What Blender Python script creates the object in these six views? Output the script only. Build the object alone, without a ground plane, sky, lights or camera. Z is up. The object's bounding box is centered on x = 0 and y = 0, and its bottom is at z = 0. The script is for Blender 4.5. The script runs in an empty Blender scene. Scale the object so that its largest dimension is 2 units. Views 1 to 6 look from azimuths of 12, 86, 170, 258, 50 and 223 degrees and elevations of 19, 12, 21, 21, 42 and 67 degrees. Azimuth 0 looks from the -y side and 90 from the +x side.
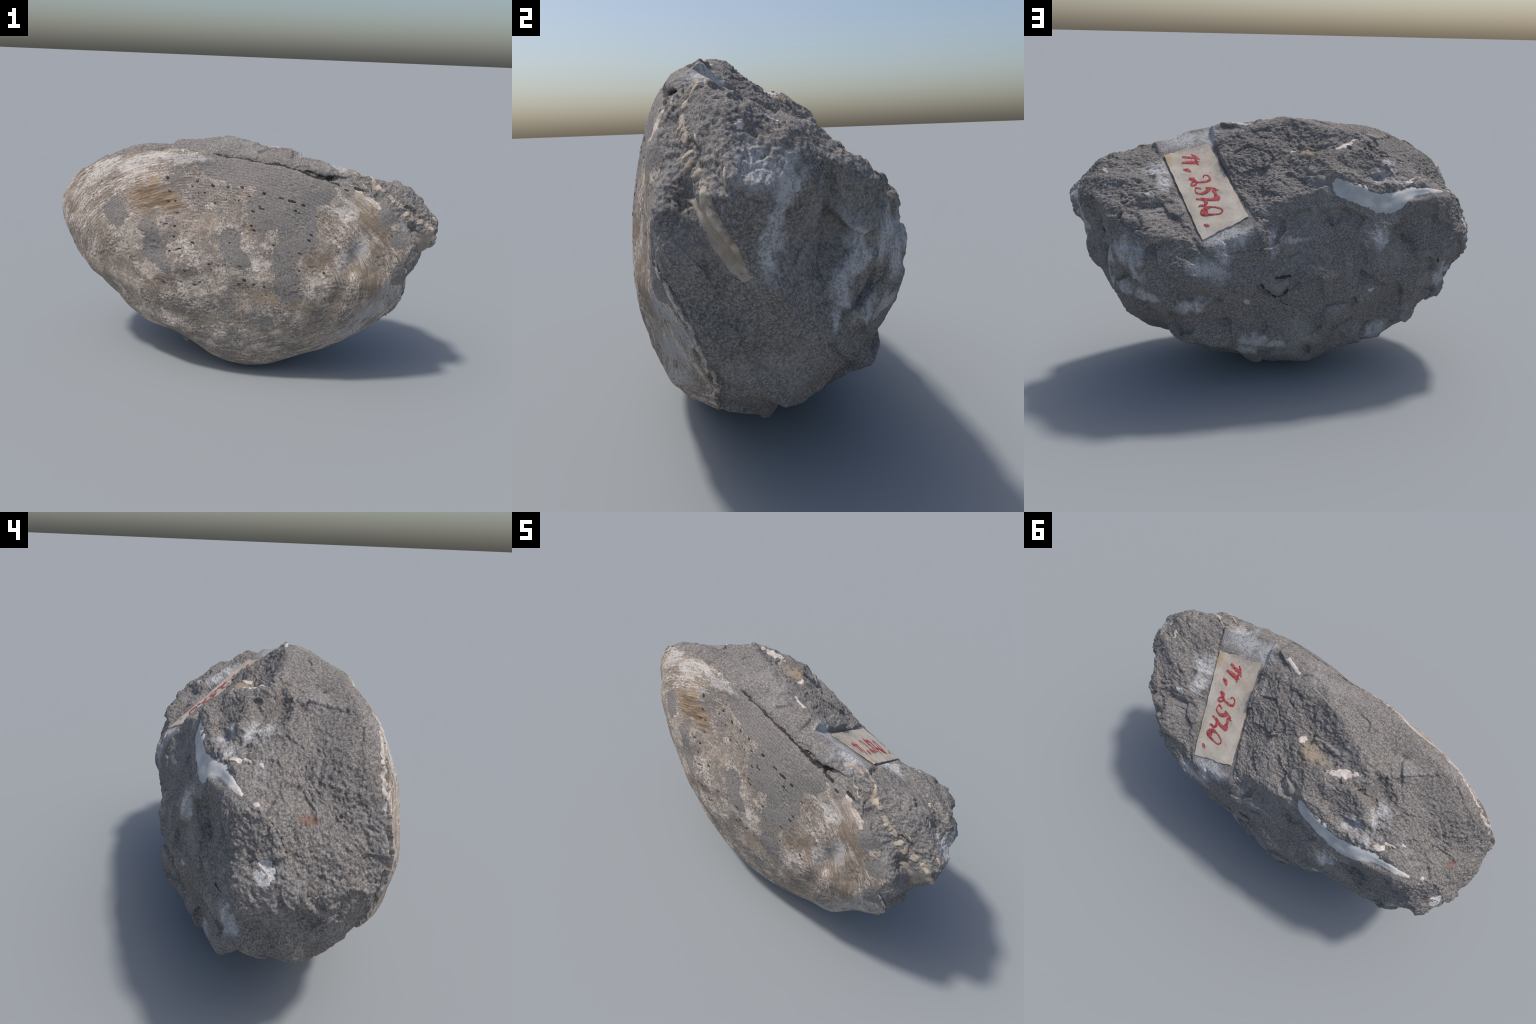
"""A fossil bivalve still sitting in a broken lump of grey rock, with an old paper label.

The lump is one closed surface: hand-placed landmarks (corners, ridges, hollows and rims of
the rock) are joined into a faceted cage, the cage is rounded, refined and roughened, and
hollows, grooves and ledges are cut into it.  The smooth bulging side is the shell, the rest
is rock.  Shell fragments, hinge teeth, small dark plates, the label and its ink are pieces of their own.
"""
import math
import random

import bmesh
import bpy
import numpy as np
from mathutils import Vector
from mathutils.bvhtree import BVHTree

random.seed(7)
RNG = np.random.default_rng(11)
CENTRE = np.array([0.0, -0.03, 0.6])        # middle of the lump
HALF = np.array([1.0, 0.42, 0.6])           # rough half sizes of the lump

# ---------------------------------------------------------------- landmarks of the lump
LANDMARKS = {
    'crown_and_shell_marks': [
        (0.543, -0.042, 1.060), (0.329, -0.090, 1.104), (0.174, 0.309, 0.852), (0.384, 0.360, 0.770),
        (-0.319, -0.314, 1.039), (-0.087, -0.313, 1.020), (0.059, -0.332, 1.022), (0.170, -0.337, 1.005),
        (0.305, -0.336, 0.980), (0.104, -0.417, 0.585), (-0.211, -0.399, 0.799), (-0.304, -0.272, 1.155),
        (-0.360, -0.406, 0.678), (0.782, -0.289, 0.634), (0.879, -0.265, 0.806), (0.880, -0.186, 0.849),
        (0.787, 0.220, 0.716), (0.815, 0.147, 0.514), (-0.064, 0.092, 1.094), (0.601, 0.233, 0.877),
        (0.590, 0.199, 0.933), (0.583, 0.067, 1.009), (0.828, 0.018, 1.010), (0.026, 0.115, 1.049),
        (-0.210, 0.202, 1.083), (0.101, 0.332, 0.840), (-0.174, 0.279, 0.976), (-0.436, 0.216, 0.990),
        (-0.680, 0.136, 0.980), (-0.555, 0.234, 0.964), (-0.236, 0.347, 0.749), (-0.427, 0.344, 0.740),
        (-0.770, 0.260, 0.580), (-0.603, 0.282, 0.718),
    ],
    'shell_side_outline': [
        (-0.977, -0.180, 0.816), (-0.945, -0.179, 0.902), (-0.908, -0.176, 0.960), (-0.813, -0.196, 1.043),
        (-0.604, -0.185, 1.147), (-0.486, -0.188, 1.182), (-0.353, -0.146, 1.178), (-0.364, 0.006, 1.185),
        (-0.045, -0.126, 1.236), (0.307, -0.156, 1.173), (0.409, -0.174, 1.154), (0.477, -0.136, 1.109),
        (0.698, -0.026, 1.054), (0.767, -0.035, 1.062), (0.843, -0.044, 1.033), (0.911, 0.030, 0.969),
        (0.951, -0.094, 0.934), (0.995, -0.089, 0.886), (0.993, -0.116, 0.823), (0.939, -0.082, 0.724),
        (0.918, -0.234, 0.720), (0.875, -0.182, 0.529), (0.800, -0.128, 0.375), (0.659, -0.139, 0.262),
        (0.501, -0.155, 0.162), (0.188, -0.233, 0.050), (0.111, -0.256, 0.046), (0.039, -0.278, 0.057),
        (-0.056, -0.300, 0.092), (-0.460, -0.247, 0.222), (-0.808, -0.170, 0.451), (-0.905, -0.159, 0.555),
        (-0.994, -0.135, 0.702),
    ],
    'broken_end_outline': [
        (-0.078, -0.079, 1.227), (-0.347, 0.125, 1.131), (-0.215, 0.262, 1.056), (0.674, 0.141, 0.985),
        (0.755, 0.222, 0.902), (0.732, 0.298, 0.859), (0.672, 0.336, 0.790), (0.607, 0.379, 0.699),
        (0.596, 0.390, 0.607), (0.632, 0.373, 0.566), (0.505, 0.376, 0.449), (0.483, 0.358, 0.402),
        (0.477, 0.342, 0.320), (0.480, 0.323, 0.258), (0.435, 0.246, 0.194), (0.342, 0.198, 0.133),
        (0.646, 0.094, 0.233), (0.710, 0.030, 0.250), (0.498, -0.001, 0.120), (0.465, -0.085, 0.111),
        (0.386, -0.256, 0.158), (0.613, -0.276, 0.305), (0.571, -0.308, 0.349), (0.479, -0.344, 0.377),
        (0.452, -0.372, 0.471), (0.373, -0.381, 0.714), (0.321, -0.370, 0.844), (0.246, -0.367, 0.901),
        (0.344, -0.306, 1.049), (0.221, -0.248, 1.162), (-0.023, -0.181, 1.219),
    ],
    'back_outline': [
        (0.910, -0.097, 0.983), (0.847, -0.107, 1.032), (0.760, -0.139, 1.063), (0.593, -0.175, 1.103),
        (0.509, -0.201, 1.116), (0.340, -0.206, 1.160), (0.112, -0.134, 1.200), (0.032, -0.147, 1.222),
        (-0.357, -0.216, 1.186), (-0.690, -0.171, 1.110), (-0.874, -0.165, 0.996), (-0.866, 0.082, 0.897),
        (-0.949, 0.118, 0.780), (-0.971, 0.125, 0.654), (-0.873, 0.218, 0.574), (-0.833, 0.226, 0.479),
        (-0.838, 0.210, 0.400), (-0.649, 0.250, 0.277), (-0.583, 0.245, 0.243), (-0.505, 0.258, 0.191),
        (-0.117, 0.300, 0.098), (0.088, 0.258, 0.095), (0.222, 0.220, 0.113), (0.761, 0.022, 0.286),
        (0.786, 0.129, 0.409), (0.858, 0.044, 0.530), (0.902, 0.033, 0.575), (0.926, 0.013, 0.625),
    ],
    'blunt_end_outline': [
        (0.410, 0.424, 0.620), (0.517, 0.405, 0.665), (0.604, 0.359, 0.747), (0.728, 0.118, 0.990),
        (0.244, -0.157, 1.191), (-0.597, -0.267, 1.084), (-0.764, -0.277, 0.941), (-0.842, -0.254, 0.836),
        (-0.841, -0.275, 0.734), (-0.739, -0.288, 0.504), (-0.768, -0.248, 0.474), (-0.807, -0.082, 0.359),
        (-0.788, -0.037, 0.321), (-0.914, 0.063, 0.422), (-0.832, 0.121, 0.389), (-0.180, 0.415, 0.313),
        (-0.177, 0.427, 0.407), (-0.133, 0.431, 0.588), (0.242, 0.406, 0.548),
    ],
    'upper_shell_outline': [
        (-0.810, -0.134, 1.037), (-0.842, 0.172, 0.914), (0.073, 0.308, 0.908), (0.206, 0.363, 0.813),
        (0.671, 0.199, 0.942), (0.922, 0.096, 0.868), (0.950, 0.014, 0.880), (0.985, -0.034, 0.874),
        (0.795, 0.031, 0.390), (0.855, -0.080, 0.476), (0.830, -0.190, 0.457), (0.257, -0.301, 0.150),
        (0.118, -0.325, 0.144), (-0.059, -0.328, 0.134), (-0.191, -0.378, 0.271), (-0.412, -0.356, 0.362),
        (-0.595, -0.343, 0.539),
    ],
    'crown_outline': [
        (0.807, -0.145, 1.035), (0.664, -0.270, 0.988), (-0.442, -0.333, 1.021), (-0.654, -0.270, 1.049),
        (-1.001, -0.004, 0.694), (-0.979, 0.090, 0.697), (-0.911, 0.218, 0.628), (-0.749, 0.269, 0.413),
        (-0.313, 0.383, 0.431), (-0.115, 0.409, 0.280), (0.014, 0.364, 0.196), (0.319, 0.378, 0.273),
        (0.319, 0.415, 0.568), (0.467, 0.417, 0.611), (0.661, 0.356, 0.630), (0.795, 0.190, 0.898),
    ],
    'shell_rim_broken_end': [
        (0.867, -0.239, 0.644), (0.723, -0.144, 0.323), (0.779, -0.281, 0.831),
    ],
    'hinge_band': [
        (0.811, -0.191, 0.948), (0.930, -0.052, 0.672),
    ],
    'broken_end_edges': [
        (0.934, -0.009, 0.763), (0.803, 0.177, 0.633),
    ],
    'broken_end_hollow': [
        (0.889, 0.104, 0.804), (0.842, 0.088, 0.730), (0.824, 0.100, 0.606), (0.865, -0.114, 0.577),
    ],
    'broken_end_lower': [
        (0.723, 0.306, 0.760), (0.745, 0.234, 0.504),
    ],
    'back_left_edges': [
        (0.637, 0.301, 0.846), (0.267, 0.396, 0.723), (0.087, 0.365, 0.782), (0.046, 0.377, 0.673),
    ],
    'back_overhang': [
        (0.155, 0.250, 0.901), (-0.052, 0.298, 0.943),
    ],
    'oyster_lower_edge': [
        (-0.359, 0.301, 0.899), (-0.494, 0.294, 0.870), (-0.579, 0.295, 0.905),
    ],
    'oyster_upper_edge': [
        (-0.289, 0.279, 1.001), (-0.421, 0.283, 0.949),
    ],
    'back_face': [
        (-0.097, 0.358, 0.765), (-0.549, 0.328, 0.647), (-0.010, 0.407, 0.567), (-0.265, 0.408, 0.555),
        (-0.465, 0.342, 0.517), (-0.666, 0.305, 0.491), (0.235, 0.382, 0.478), (0.687, 0.263, 0.466),
        (0.236, 0.379, 0.309), (-0.022, 0.384, 0.294), (-0.289, 0.370, 0.348), (-0.177, 0.394, 0.670),
        (0.170, 0.388, 0.656), (0.360, 0.369, 0.387),
    ],
    'blunt_end_edges': [
        (-0.803, 0.231, 0.895), (-0.835, 0.242, 0.767), (-0.890, 0.236, 0.689), (-0.935, 0.047, 0.611),
        (-0.958, -0.190, 0.734),
    ],
    'blunt_end_face': [
        (-0.902, 0.132, 0.833), (-0.809, 0.069, 0.925), (-0.788, -0.034, 0.982), (-0.889, -0.044, 0.886),
        (-0.955, -0.029, 0.816), (-0.943, -0.096, 0.841), (-0.995, -0.055, 0.739), (-0.602, -0.049, 1.060),
        (-0.442, 0.025, 1.089), (-0.918, 0.105, 0.526), (-0.936, -0.025, 0.550),
    ],
    'crown': [
        (-0.004, 0.064, 1.117), (0.221, 0.049, 1.076), (0.201, 0.167, 0.941), (-0.106, 0.273, 0.975),
        (-0.496, 0.103, 1.038), (-0.532, 0.172, 1.000), (-0.565, -0.123, 1.127), (-0.746, -0.066, 1.028),
        (-0.577, 0.029, 1.059), (0.015, -0.045, 1.184), (-0.174, 0.056, 1.091),
    ],
    'shell_face': [
        (-0.638, -0.333, 0.584), (-0.382, -0.407, 0.793), (-0.493, -0.367, 0.470), (-0.280, -0.413, 0.438),
        (-0.118, -0.432, 0.573), (-0.181, -0.393, 0.355), (0.032, -0.401, 0.311), (0.231, -0.361, 0.266),
        (0.426, -0.342, 0.341), (0.513, -0.358, 0.520), (0.593, -0.334, 0.675), (0.695, -0.319, 0.581),
        (0.387, -0.339, 0.902), (0.706, -0.289, 0.920), (0.753, -0.244, 0.463), (0.675, -0.261, 0.372),
        (0.740, -0.194, 1.016),
    ],
    'shell_side_swells': [
        (-0.182, -0.370, 0.848), (0.082, -0.411, 0.403), (-0.351, -0.416, 0.552), (-0.543, -0.378, 0.652),
        (0.595, -0.343, 0.546), (0.552, -0.326, 0.392), (0.095, -0.374, 0.886), (-0.017, -0.431, 0.560),
        (0.483, -0.351, 0.707), (0.061, -0.415, 0.508), (-0.548, -0.352, 0.475), (0.505, -0.362, 0.649),
        (-0.494, -0.376, 0.523), (0.084, -0.411, 0.550), (-0.557, -0.313, 0.991), (-0.299, -0.394, 0.815),
        (0.550, -0.285, 0.943), (0.027, -0.409, 0.713), (0.093, -0.412, 0.692), (-0.084, -0.431, 0.488),
        (-0.057, -0.424, 0.665), (-0.027, -0.429, 0.482), (-0.503, -0.330, 0.989), (0.212, -0.400, 0.645),
        (0.216, -0.381, 0.829), (0.550, -0.330, 0.787), (-0.584, -0.270, 0.324), (-0.376, -0.404, 0.470),
        (0.471, -0.352, 0.781), (-0.427, -0.389, 0.474), (0.302, -0.362, 0.335), (0.393, -0.374, 0.761),
        (-0.407, -0.339, 0.307), (0.422, -0.384, 0.575),
    ],
    'broken_end_swells': [
        (0.687, -0.296, 0.829), (0.877, -0.148, 0.952), (0.638, -0.299, 0.860), (0.857, 0.128, 0.904),
        (0.784, 0.245, 0.856), (0.737, -0.302, 0.579), (0.744, 0.242, 0.557), (0.699, 0.185, 0.348),
        (0.775, 0.178, 0.730), (0.783, -0.037, 0.337), (0.924, -0.005, 0.695), (0.661, -0.312, 0.497),
        (0.764, 0.088, 0.996), (0.804, 0.106, 0.705), (0.819, -0.228, 0.905), (0.901, -0.156, 0.749),
        (0.816, 0.143, 0.830), (0.711, -0.205, 0.365), (0.769, 0.254, 0.647), (0.914, -0.050, 0.961),
        (0.698, 0.232, 0.404), (0.694, 0.318, 0.605), (0.823, -0.036, 0.468), (0.682, 0.266, 0.875),
        (0.858, -0.039, 0.551), (0.610, 0.155, 0.975), (0.619, -0.346, 0.629), (0.725, -0.276, 0.956),
    ],
    'blunt_end_swells': [
        (-0.707, 0.263, 0.911), (-0.663, -0.344, 0.706), (-0.637, -0.328, 0.889), (-0.694, 0.042, 0.991),
        (-0.874, 0.162, 0.559), (-0.656, 0.277, 0.339), (-0.847, -0.020, 0.918), (-0.854, 0.193, 0.541),
        (-0.757, 0.212, 0.931), (-0.708, -0.316, 0.595), (-0.671, -0.157, 0.314), (-0.737, 0.134, 0.955),
        (-0.941, 0.149, 0.744), (-0.740, -0.302, 0.573), (-0.753, 0.023, 0.949), (-0.762, 0.262, 0.660),
        (-0.863, 0.239, 0.616), (-0.943, 0.161, 0.657), (-0.928, 0.053, 0.516), (-0.670, 0.206, 0.963),
        (-0.922, 0.091, 0.818), (-0.895, 0.023, 0.876), (-0.666, 0.313, 0.656), (-0.748, 0.172, 0.343),
        (-0.653, 0.287, 0.696), (-0.893, 0.132, 0.877), (-0.908, 0.152, 0.790), (-0.913, -0.016, 0.505),
    ],
    'back_swells': [
        (-0.241, 0.407, 0.605), (0.163, 0.380, 0.468), (-0.385, 0.369, 0.458), (-0.332, 0.314, 0.852),
        (-0.507, 0.287, 0.398), (0.389, 0.418, 0.656), (-0.591, 0.288, 0.357), (-0.155, 0.421, 0.463),
        (-0.360, 0.347, 0.380), (-0.022, 0.379, 0.671), (0.386, 0.231, 0.881), (-0.450, 0.322, 0.434),
        (0.527, 0.262, 0.853), (0.480, 0.405, 0.557), (0.161, 0.368, 0.375), (-0.128, 0.377, 0.701),
        (0.581, 0.281, 0.851), (0.196, 0.120, 0.992), (0.481, 0.392, 0.497), (-0.268, 0.337, 0.809),
        (-0.574, 0.319, 0.575), (0.399, 0.028, 1.000), (0.170, 0.395, 0.739), (0.316, 0.373, 0.375),
        (0.580, 0.236, 0.341), (-0.472, 0.286, 0.921), (0.528, 0.350, 0.789), (0.058, 0.394, 0.489),
        (-0.200, 0.307, 0.872), (-0.293, 0.376, 0.678), (0.027, 0.237, 0.975), (0.462, 0.179, 0.914),
        (0.113, 0.221, 0.943), (0.037, 0.333, 0.847), (0.231, 0.406, 0.587), (0.075, 0.387, 0.702),
        (-0.028, 0.325, 0.843), (0.124, 0.404, 0.543), (0.484, 0.124, 0.958), (0.187, 0.394, 0.617),
        (0.019, 0.376, 0.373), (-0.335, 0.290, 0.975),
    ],
    'crown_swells': [
        (0.237, -0.287, 1.109), (0.640, -0.124, 1.081), (0.173, -0.057, 1.171), (-0.622, 0.001, 1.044),
        (0.118, -0.064, 1.187), (-0.391, -0.111, 1.165), (-0.654, -0.244, 1.093), (-0.403, -0.299, 1.061),
        (0.452, -0.284, 1.029), (-0.240, -0.027, 1.198), (-0.504, -0.239, 1.143), (-0.250, -0.317, 1.012),
        (-0.457, -0.011, 1.128), (-0.421, -0.018, 1.155), (-0.699, -0.010, 1.001), (-0.684, -0.275, 1.011),
        (-0.354, -0.279, 1.116), (-0.163, -0.302, 1.038), (-0.785, -0.092, 1.034), (-0.562, 0.073, 1.036),
        (0.127, 0.014, 1.126), (-0.055, -0.260, 1.146), (0.410, -0.242, 1.126), (0.756, 0.019, 1.021),
        (0.192, -0.002, 1.112), (0.484, 0.051, 1.005), (-0.089, 0.191, 1.033), (-0.515, 0.037, 1.057),
        (-0.399, -0.213, 1.184), (-0.078, -0.224, 1.192), (-0.324, 0.024, 1.177), (0.047, -0.240, 1.170),
        (0.086, -0.229, 1.174), (0.256, -0.045, 1.103), (-0.396, 0.051, 1.163), (-0.462, 0.130, 1.082),
        (-0.142, 0.132, 1.098), (-0.133, 0.054, 1.090), (-0.459, 0.084, 1.062),
    ],
    'underside_swells': [
        (-0.205, 0.343, 0.215), (-0.273, -0.371, 0.275), (0.471, 0.123, 0.189), (-0.415, 0.237, 0.170),
        (-0.068, -0.365, 0.207), (-0.631, -0.074, 0.242), (-0.301, -0.233, 0.173), (0.532, 0.287, 0.284),
        (0.397, 0.291, 0.215), (-0.367, 0.132, 0.108), (-0.277, 0.175, 0.118), (-0.548, 0.195, 0.231),
        (-0.061, 0.390, 0.235), (-0.135, -0.329, 0.168), (0.399, 0.067, 0.138), (0.606, -0.001, 0.220),
        (-0.530, -0.091, 0.199), (-0.398, -0.128, 0.162), (0.218, 0.331, 0.201), (-0.353, 0.315, 0.200),
        (-0.528, -0.205, 0.249), (-0.436, -0.309, 0.275), (0.290, 0.020, 0.065), (0.310, -0.014, 0.074),
        (0.370, -0.120, 0.085), (0.190, 0.080, 0.050), (0.100, 0.106, 0.035), (-0.330, -0.020, 0.070),
        (-0.410, -0.010, 0.104), (-0.240, -0.090, 0.075),
    ],
    'filling': [
        (-0.013, -0.076, 0.016), (-0.142, 0.092, 0.018), (0.271, -0.395, 0.490), (0.168, -0.083, 0.016),
        (-0.636, 0.070, 0.251), (-0.521, 0.070, 0.167), (-0.134, -0.175, 0.057), (-0.037, -0.375, 0.852),
        (-0.561, -0.375, 0.790), (-0.034, 0.166, 0.037), (0.327, 0.124, 0.928), (-0.186, -0.168, 1.216),
        (0.509, -0.264, 0.241), (-0.472, -0.369, 0.871), (-0.372, 0.358, 0.590), (-0.266, 0.097, 0.028),
        (-0.255, -0.437, 0.634), (-0.120, -0.028, 0.022), (-0.416, 0.289, 0.296), (-0.363, -0.365, 0.911),
        (-0.675, -0.232, 0.408), (-0.727, -0.317, 0.796), (-0.834, -0.251, 0.606), (0.312, -0.400, 0.597),
    ],
}

# border of the shell on the lump (closed, seen from the shell side, anticlockwise from the top left)
SHELL_RIM = [
    (-0.962, -0.175, 0.905), (-0.915, -0.177, 0.963), (-0.802, -0.208, 1.041), (-0.674, -0.236, 1.097),
    (-0.551, -0.240, 1.137), (-0.375, -0.253, 1.171), (-0.241, -0.254, 1.175), (-0.161, -0.249, 1.164),
    (-0.071, -0.249, 1.161), (0.070, -0.256, 1.150), (0.181, -0.268, 1.132), (0.315, -0.262, 1.113),
    (0.400, -0.261, 1.101), (0.494, -0.246, 1.082), (0.588, -0.238, 1.060), (0.640, -0.252, 1.015),
    (0.700, -0.240, 0.973), (0.768, -0.238, 0.917), (0.835, -0.256, 0.837), (0.872, -0.268, 0.770),
    (0.864, -0.273, 0.708), (0.841, -0.241, 0.637), (0.857, -0.209, 0.563), (0.850, -0.192, 0.511),
    (0.819, -0.169, 0.428), (0.721, -0.144, 0.322), (0.503, -0.145, 0.148), (0.330, -0.150, 0.060),
    (0.180, -0.175, 0.020), (0.020, -0.200, 0.050), (-0.150, -0.215, 0.120), (-0.330, -0.215, 0.190),
    (-0.500, -0.200, 0.280), (-0.660, -0.190, 0.390), (-0.800, -0.170, 0.480), (-0.905, -0.160, 0.570),
    (-0.948, -0.169, 0.662), (-0.971, -0.176, 0.743), (-0.972, -0.180, 0.816),
]

LABEL = {"top_left": (0.541, -0.041, 1.060), "top_right": (0.326, -0.088, 1.104),
         "bottom_right": (0.174, 0.310, 0.852), "bottom_left": (0.383, 0.360, 0.770)}

# pen strokes of "n. 2520." on the label: points (across, down) and pen width, in label widths
INK_STROKES = [
    ([(0.341, 0.082), (0.450, 0.109), (0.567, 0.132), (0.665, 0.171)], [0.047, 0.066, 0.070, 0.019]),
    ([(0.546, 0.077), (0.595, 0.114), (0.626, 0.153)], [0.027, 0.055, 0.058]),
    ([(0.281, 0.152), (0.432, 0.171), (0.549, 0.194), (0.591, 0.232)], [0.039, 0.074, 0.082, 0.019]),
    ([(0.619, 0.134), (0.575, 0.173), (0.606, 0.204)], [0.058, 0.039, 0.066]),
    ([(0.248, 0.231), (0.329, 0.254), (0.368, 0.288)], [0.027, 0.086, 0.027]),
    ([(0.270, 0.354), (0.340, 0.374), (0.373, 0.401), (0.421, 0.427), (0.525, 0.443), (0.623, 0.450), (0.671, 0.424), (0.657, 0.391), (0.590, 0.373), (0.554, 0.394)], [0.039, 0.086, 0.043, 0.035, 0.047, 0.058, 0.047, 0.027, 0.023, 0.027]),
    ([(0.380, 0.412), (0.306, 0.408), (0.263, 0.436), (0.320, 0.444), (0.400, 0.425)], [0.031, 0.039, 0.043, 0.043, 0.027]),
    ([(0.308, 0.472), (0.415, 0.507)], [0.039, 0.031]),
    ([(0.313, 0.479), (0.283, 0.520), (0.330, 0.550), (0.412, 0.563), (0.502, 0.558), (0.563, 0.541), (0.507, 0.520)], [0.031, 0.027, 0.031, 0.058, 0.070, 0.078, 0.035]),
    ([(0.501, 0.518), (0.604, 0.540), (0.691, 0.569)], [0.039, 0.035, 0.023]),
    ([(0.721, 0.589), (0.619, 0.577), (0.632, 0.609), (0.618, 0.649), (0.623, 0.671), (0.654, 0.694)], [0.016, 0.058, 0.043, 0.058, 0.129, 0.058]),
    ([(0.594, 0.674), (0.476, 0.656), (0.347, 0.620), (0.224, 0.593)], [0.097, 0.051, 0.058, 0.023]),
    ([(0.367, 0.633), (0.379, 0.666), (0.334, 0.692), (0.240, 0.677), (0.210, 0.688)], [0.039, 0.066, 0.055, 0.047, 0.016]),
    ([(0.218, 0.736), (0.360, 0.729), (0.477, 0.747), (0.585, 0.788), (0.602, 0.818), (0.541, 0.837), (0.424, 0.821), (0.338, 0.803), (0.222, 0.774), (0.218, 0.736)], [0.051, 0.078, 0.027, 0.027, 0.031, 0.027, 0.027, 0.043, 0.051, 0.051]),
    ([(0.212, 0.752), (0.333, 0.766)], [0.097, 0.086]),
    ([(0.153, 0.873), (0.198, 0.892), (0.242, 0.909)], [0.016, 0.066, 0.016]),
]


# ---------------------------------------------------------------- small numeric helpers
def arr(points):
    return np.array(points, float)


def unit(v):
    return v / np.maximum(np.linalg.norm(v, axis=-1, keepdims=True), 1e-12)


def smooth01(x):
    x = np.clip(x, 0.0, 1.0)
    return x * x * (3 - 2 * x)


PERM = np.random.default_rng(5).permutation(256)
PERM = np.concatenate([PERM, PERM, PERM])
GRAD = unit(np.random.default_rng(6).normal(size=(256, 3)))


def perlin(p):
    i = np.floor(p).astype(int)
    f = p - i
    u = f * f * f * (f * (f * 6 - 15) + 10)
    i &= 255
    out = np.zeros(len(p))
    for dx in (0, 1):
        wx = u[:, 0] if dx else 1 - u[:, 0]
        for dy in (0, 1):
            wy = u[:, 1] if dy else 1 - u[:, 1]
            for dz in (0, 1):
                wz = u[:, 2] if dz else 1 - u[:, 2]
                h = PERM[PERM[PERM[i[:, 0] + dx] + i[:, 1] + dy] + i[:, 2] + dz] & 255
                g = GRAD[h]
                out += wx * wy * wz * ((f[:, 0] - dx) * g[:, 0] + (f[:, 1] - dy) * g[:, 1] + (f[:, 2] - dz) * g[:, 2])
    return out * 1.6


def fbm(p, octaves, gain=0.5):
    total, amp = np.zeros(len(p)), 1.0
    for k in range(octaves):
        total += amp * perlin(p * 2.03 ** k + 17.3 * k)
        amp *= gain
    return total


CELLS = np.random.default_rng(21).uniform(0, 1, (256, 3))
TILTS = np.random.default_rng(22).normal(size=(256, 3))
STEPS = np.random.default_rng(23).normal(size=256)


def chips(P, size, tilt, step):
    """flat facets of broken stone: cells with a random tilt and a small random step each"""
    q = P / size
    base = np.floor(q).astype(int)
    best, value = np.full(len(P), 1e9), np.zeros(len(P))
    for dx in (-1, 0, 1):
        for dy in (-1, 0, 1):
            for dz in (-1, 0, 1):
                c = base + (dx, dy, dz)
                h = PERM[PERM[PERM[c[:, 0] & 255] + (c[:, 1] & 255)] + (c[:, 2] & 255)] & 255
                r = q - c - CELLS[h]
                d = (r * r).sum(1)
                near = d < best
                best[near] = d[near]
                value[near] = ((r * TILTS[h]).sum(1) * tilt + STEPS[h] * step)[near]
    return value * size


def to_polyline(P, line):
    """distance of every point to a polyline, and how far along it (0..1) the nearest point lies"""
    line = arr(line)
    best, along = np.full(len(P), 9.0), np.zeros(len(P))
    lengths = np.linalg.norm(np.diff(line, axis=0), axis=1)
    start, total = 0.0, lengths.sum()
    for a, b, l in zip(line[:-1], line[1:], lengths):
        ab = b - a
        t = np.clip((P - a) @ ab / (ab @ ab), 0, 1)
        d = np.linalg.norm(P - a - t[:, None] * ab, axis=1)
        near = d < best
        best[near] = d[near]
        along[near] = (start + t[near] * l) / total
        start += l
    return best, along


# ---------------------------------------------------------------- the lump
def icosphere(level):
    bm = bmesh.new()
    bmesh.ops.create_icosphere(bm, subdivisions=1, radius=1.0)
    v = arr([x.co for x in bm.verts])
    f = np.array([[x.index for x in t.verts] for t in bm.faces])
    bm.free()
    v = unit(v)
    for _ in range(level):
        v, f = refine(v, f)
        v = unit(v)
    return v, f


def refine(v, f, relax=False):
    """split every triangle into four; relax = round the new vertices as Loop subdivision does"""
    e = np.sort(np.concatenate([f[:, [0, 1]], f[:, [1, 2]], f[:, [2, 0]]]), axis=1)
    key = e[:, 0].astype(np.int64) * len(v) + e[:, 1]
    uniq, back = np.unique(key, return_inverse=True)
    a, b = uniq // len(v), uniq % len(v)
    mid = (v[a] + v[b]) / 2
    n = len(f)
    m = back.reshape(3, n) + len(v)
    if relax:
        opposite = np.concatenate([f[:, 2], f[:, 0], f[:, 1]])
        opp = np.stack([np.bincount(back, v[opposite, k], len(uniq)) for k in range(3)], 1)
        mid = mid * 0.75 + opp / 8
        near = neighbour_mean(v, a, b)
        v = v * 0.625 + near * 0.375
    ab, bc, ca = m
    f = np.concatenate([np.stack(x, 1) for x in ((f[:, 0], ab, ca), (ab, f[:, 1], bc), (ca, bc, f[:, 2]), (ab, bc, ca))])
    return np.vstack([v, mid]), f


def edges_of(f):
    e = np.sort(np.concatenate([f[:, [0, 1]], f[:, [1, 2]], f[:, [2, 0]]]), axis=1)
    k = np.unique(e[:, 0].astype(np.int64) * (f.max() + 1) + e[:, 1])
    return k // (f.max() + 1), k % (f.max() + 1)


def neighbour_mean(v, a, b):
    n = len(v)
    c = np.bincount(a, minlength=n) + np.bincount(b, minlength=n)
    return np.stack([(np.bincount(a, v[b, k], n) + np.bincount(b, v[a, k], n)) / c for k in range(v.shape[1])], 1)


def vertex_normals(v, f):
    fn = np.cross(v[f[:, 1]] - v[f[:, 0]], v[f[:, 2]] - v[f[:, 0]])
    n = np.zeros_like(v)
    for c in range(3):
        for k in range(3):
            n[:, k] += np.bincount(f[:, c], fn[:, k], len(v))
    return unit(n)


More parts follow.
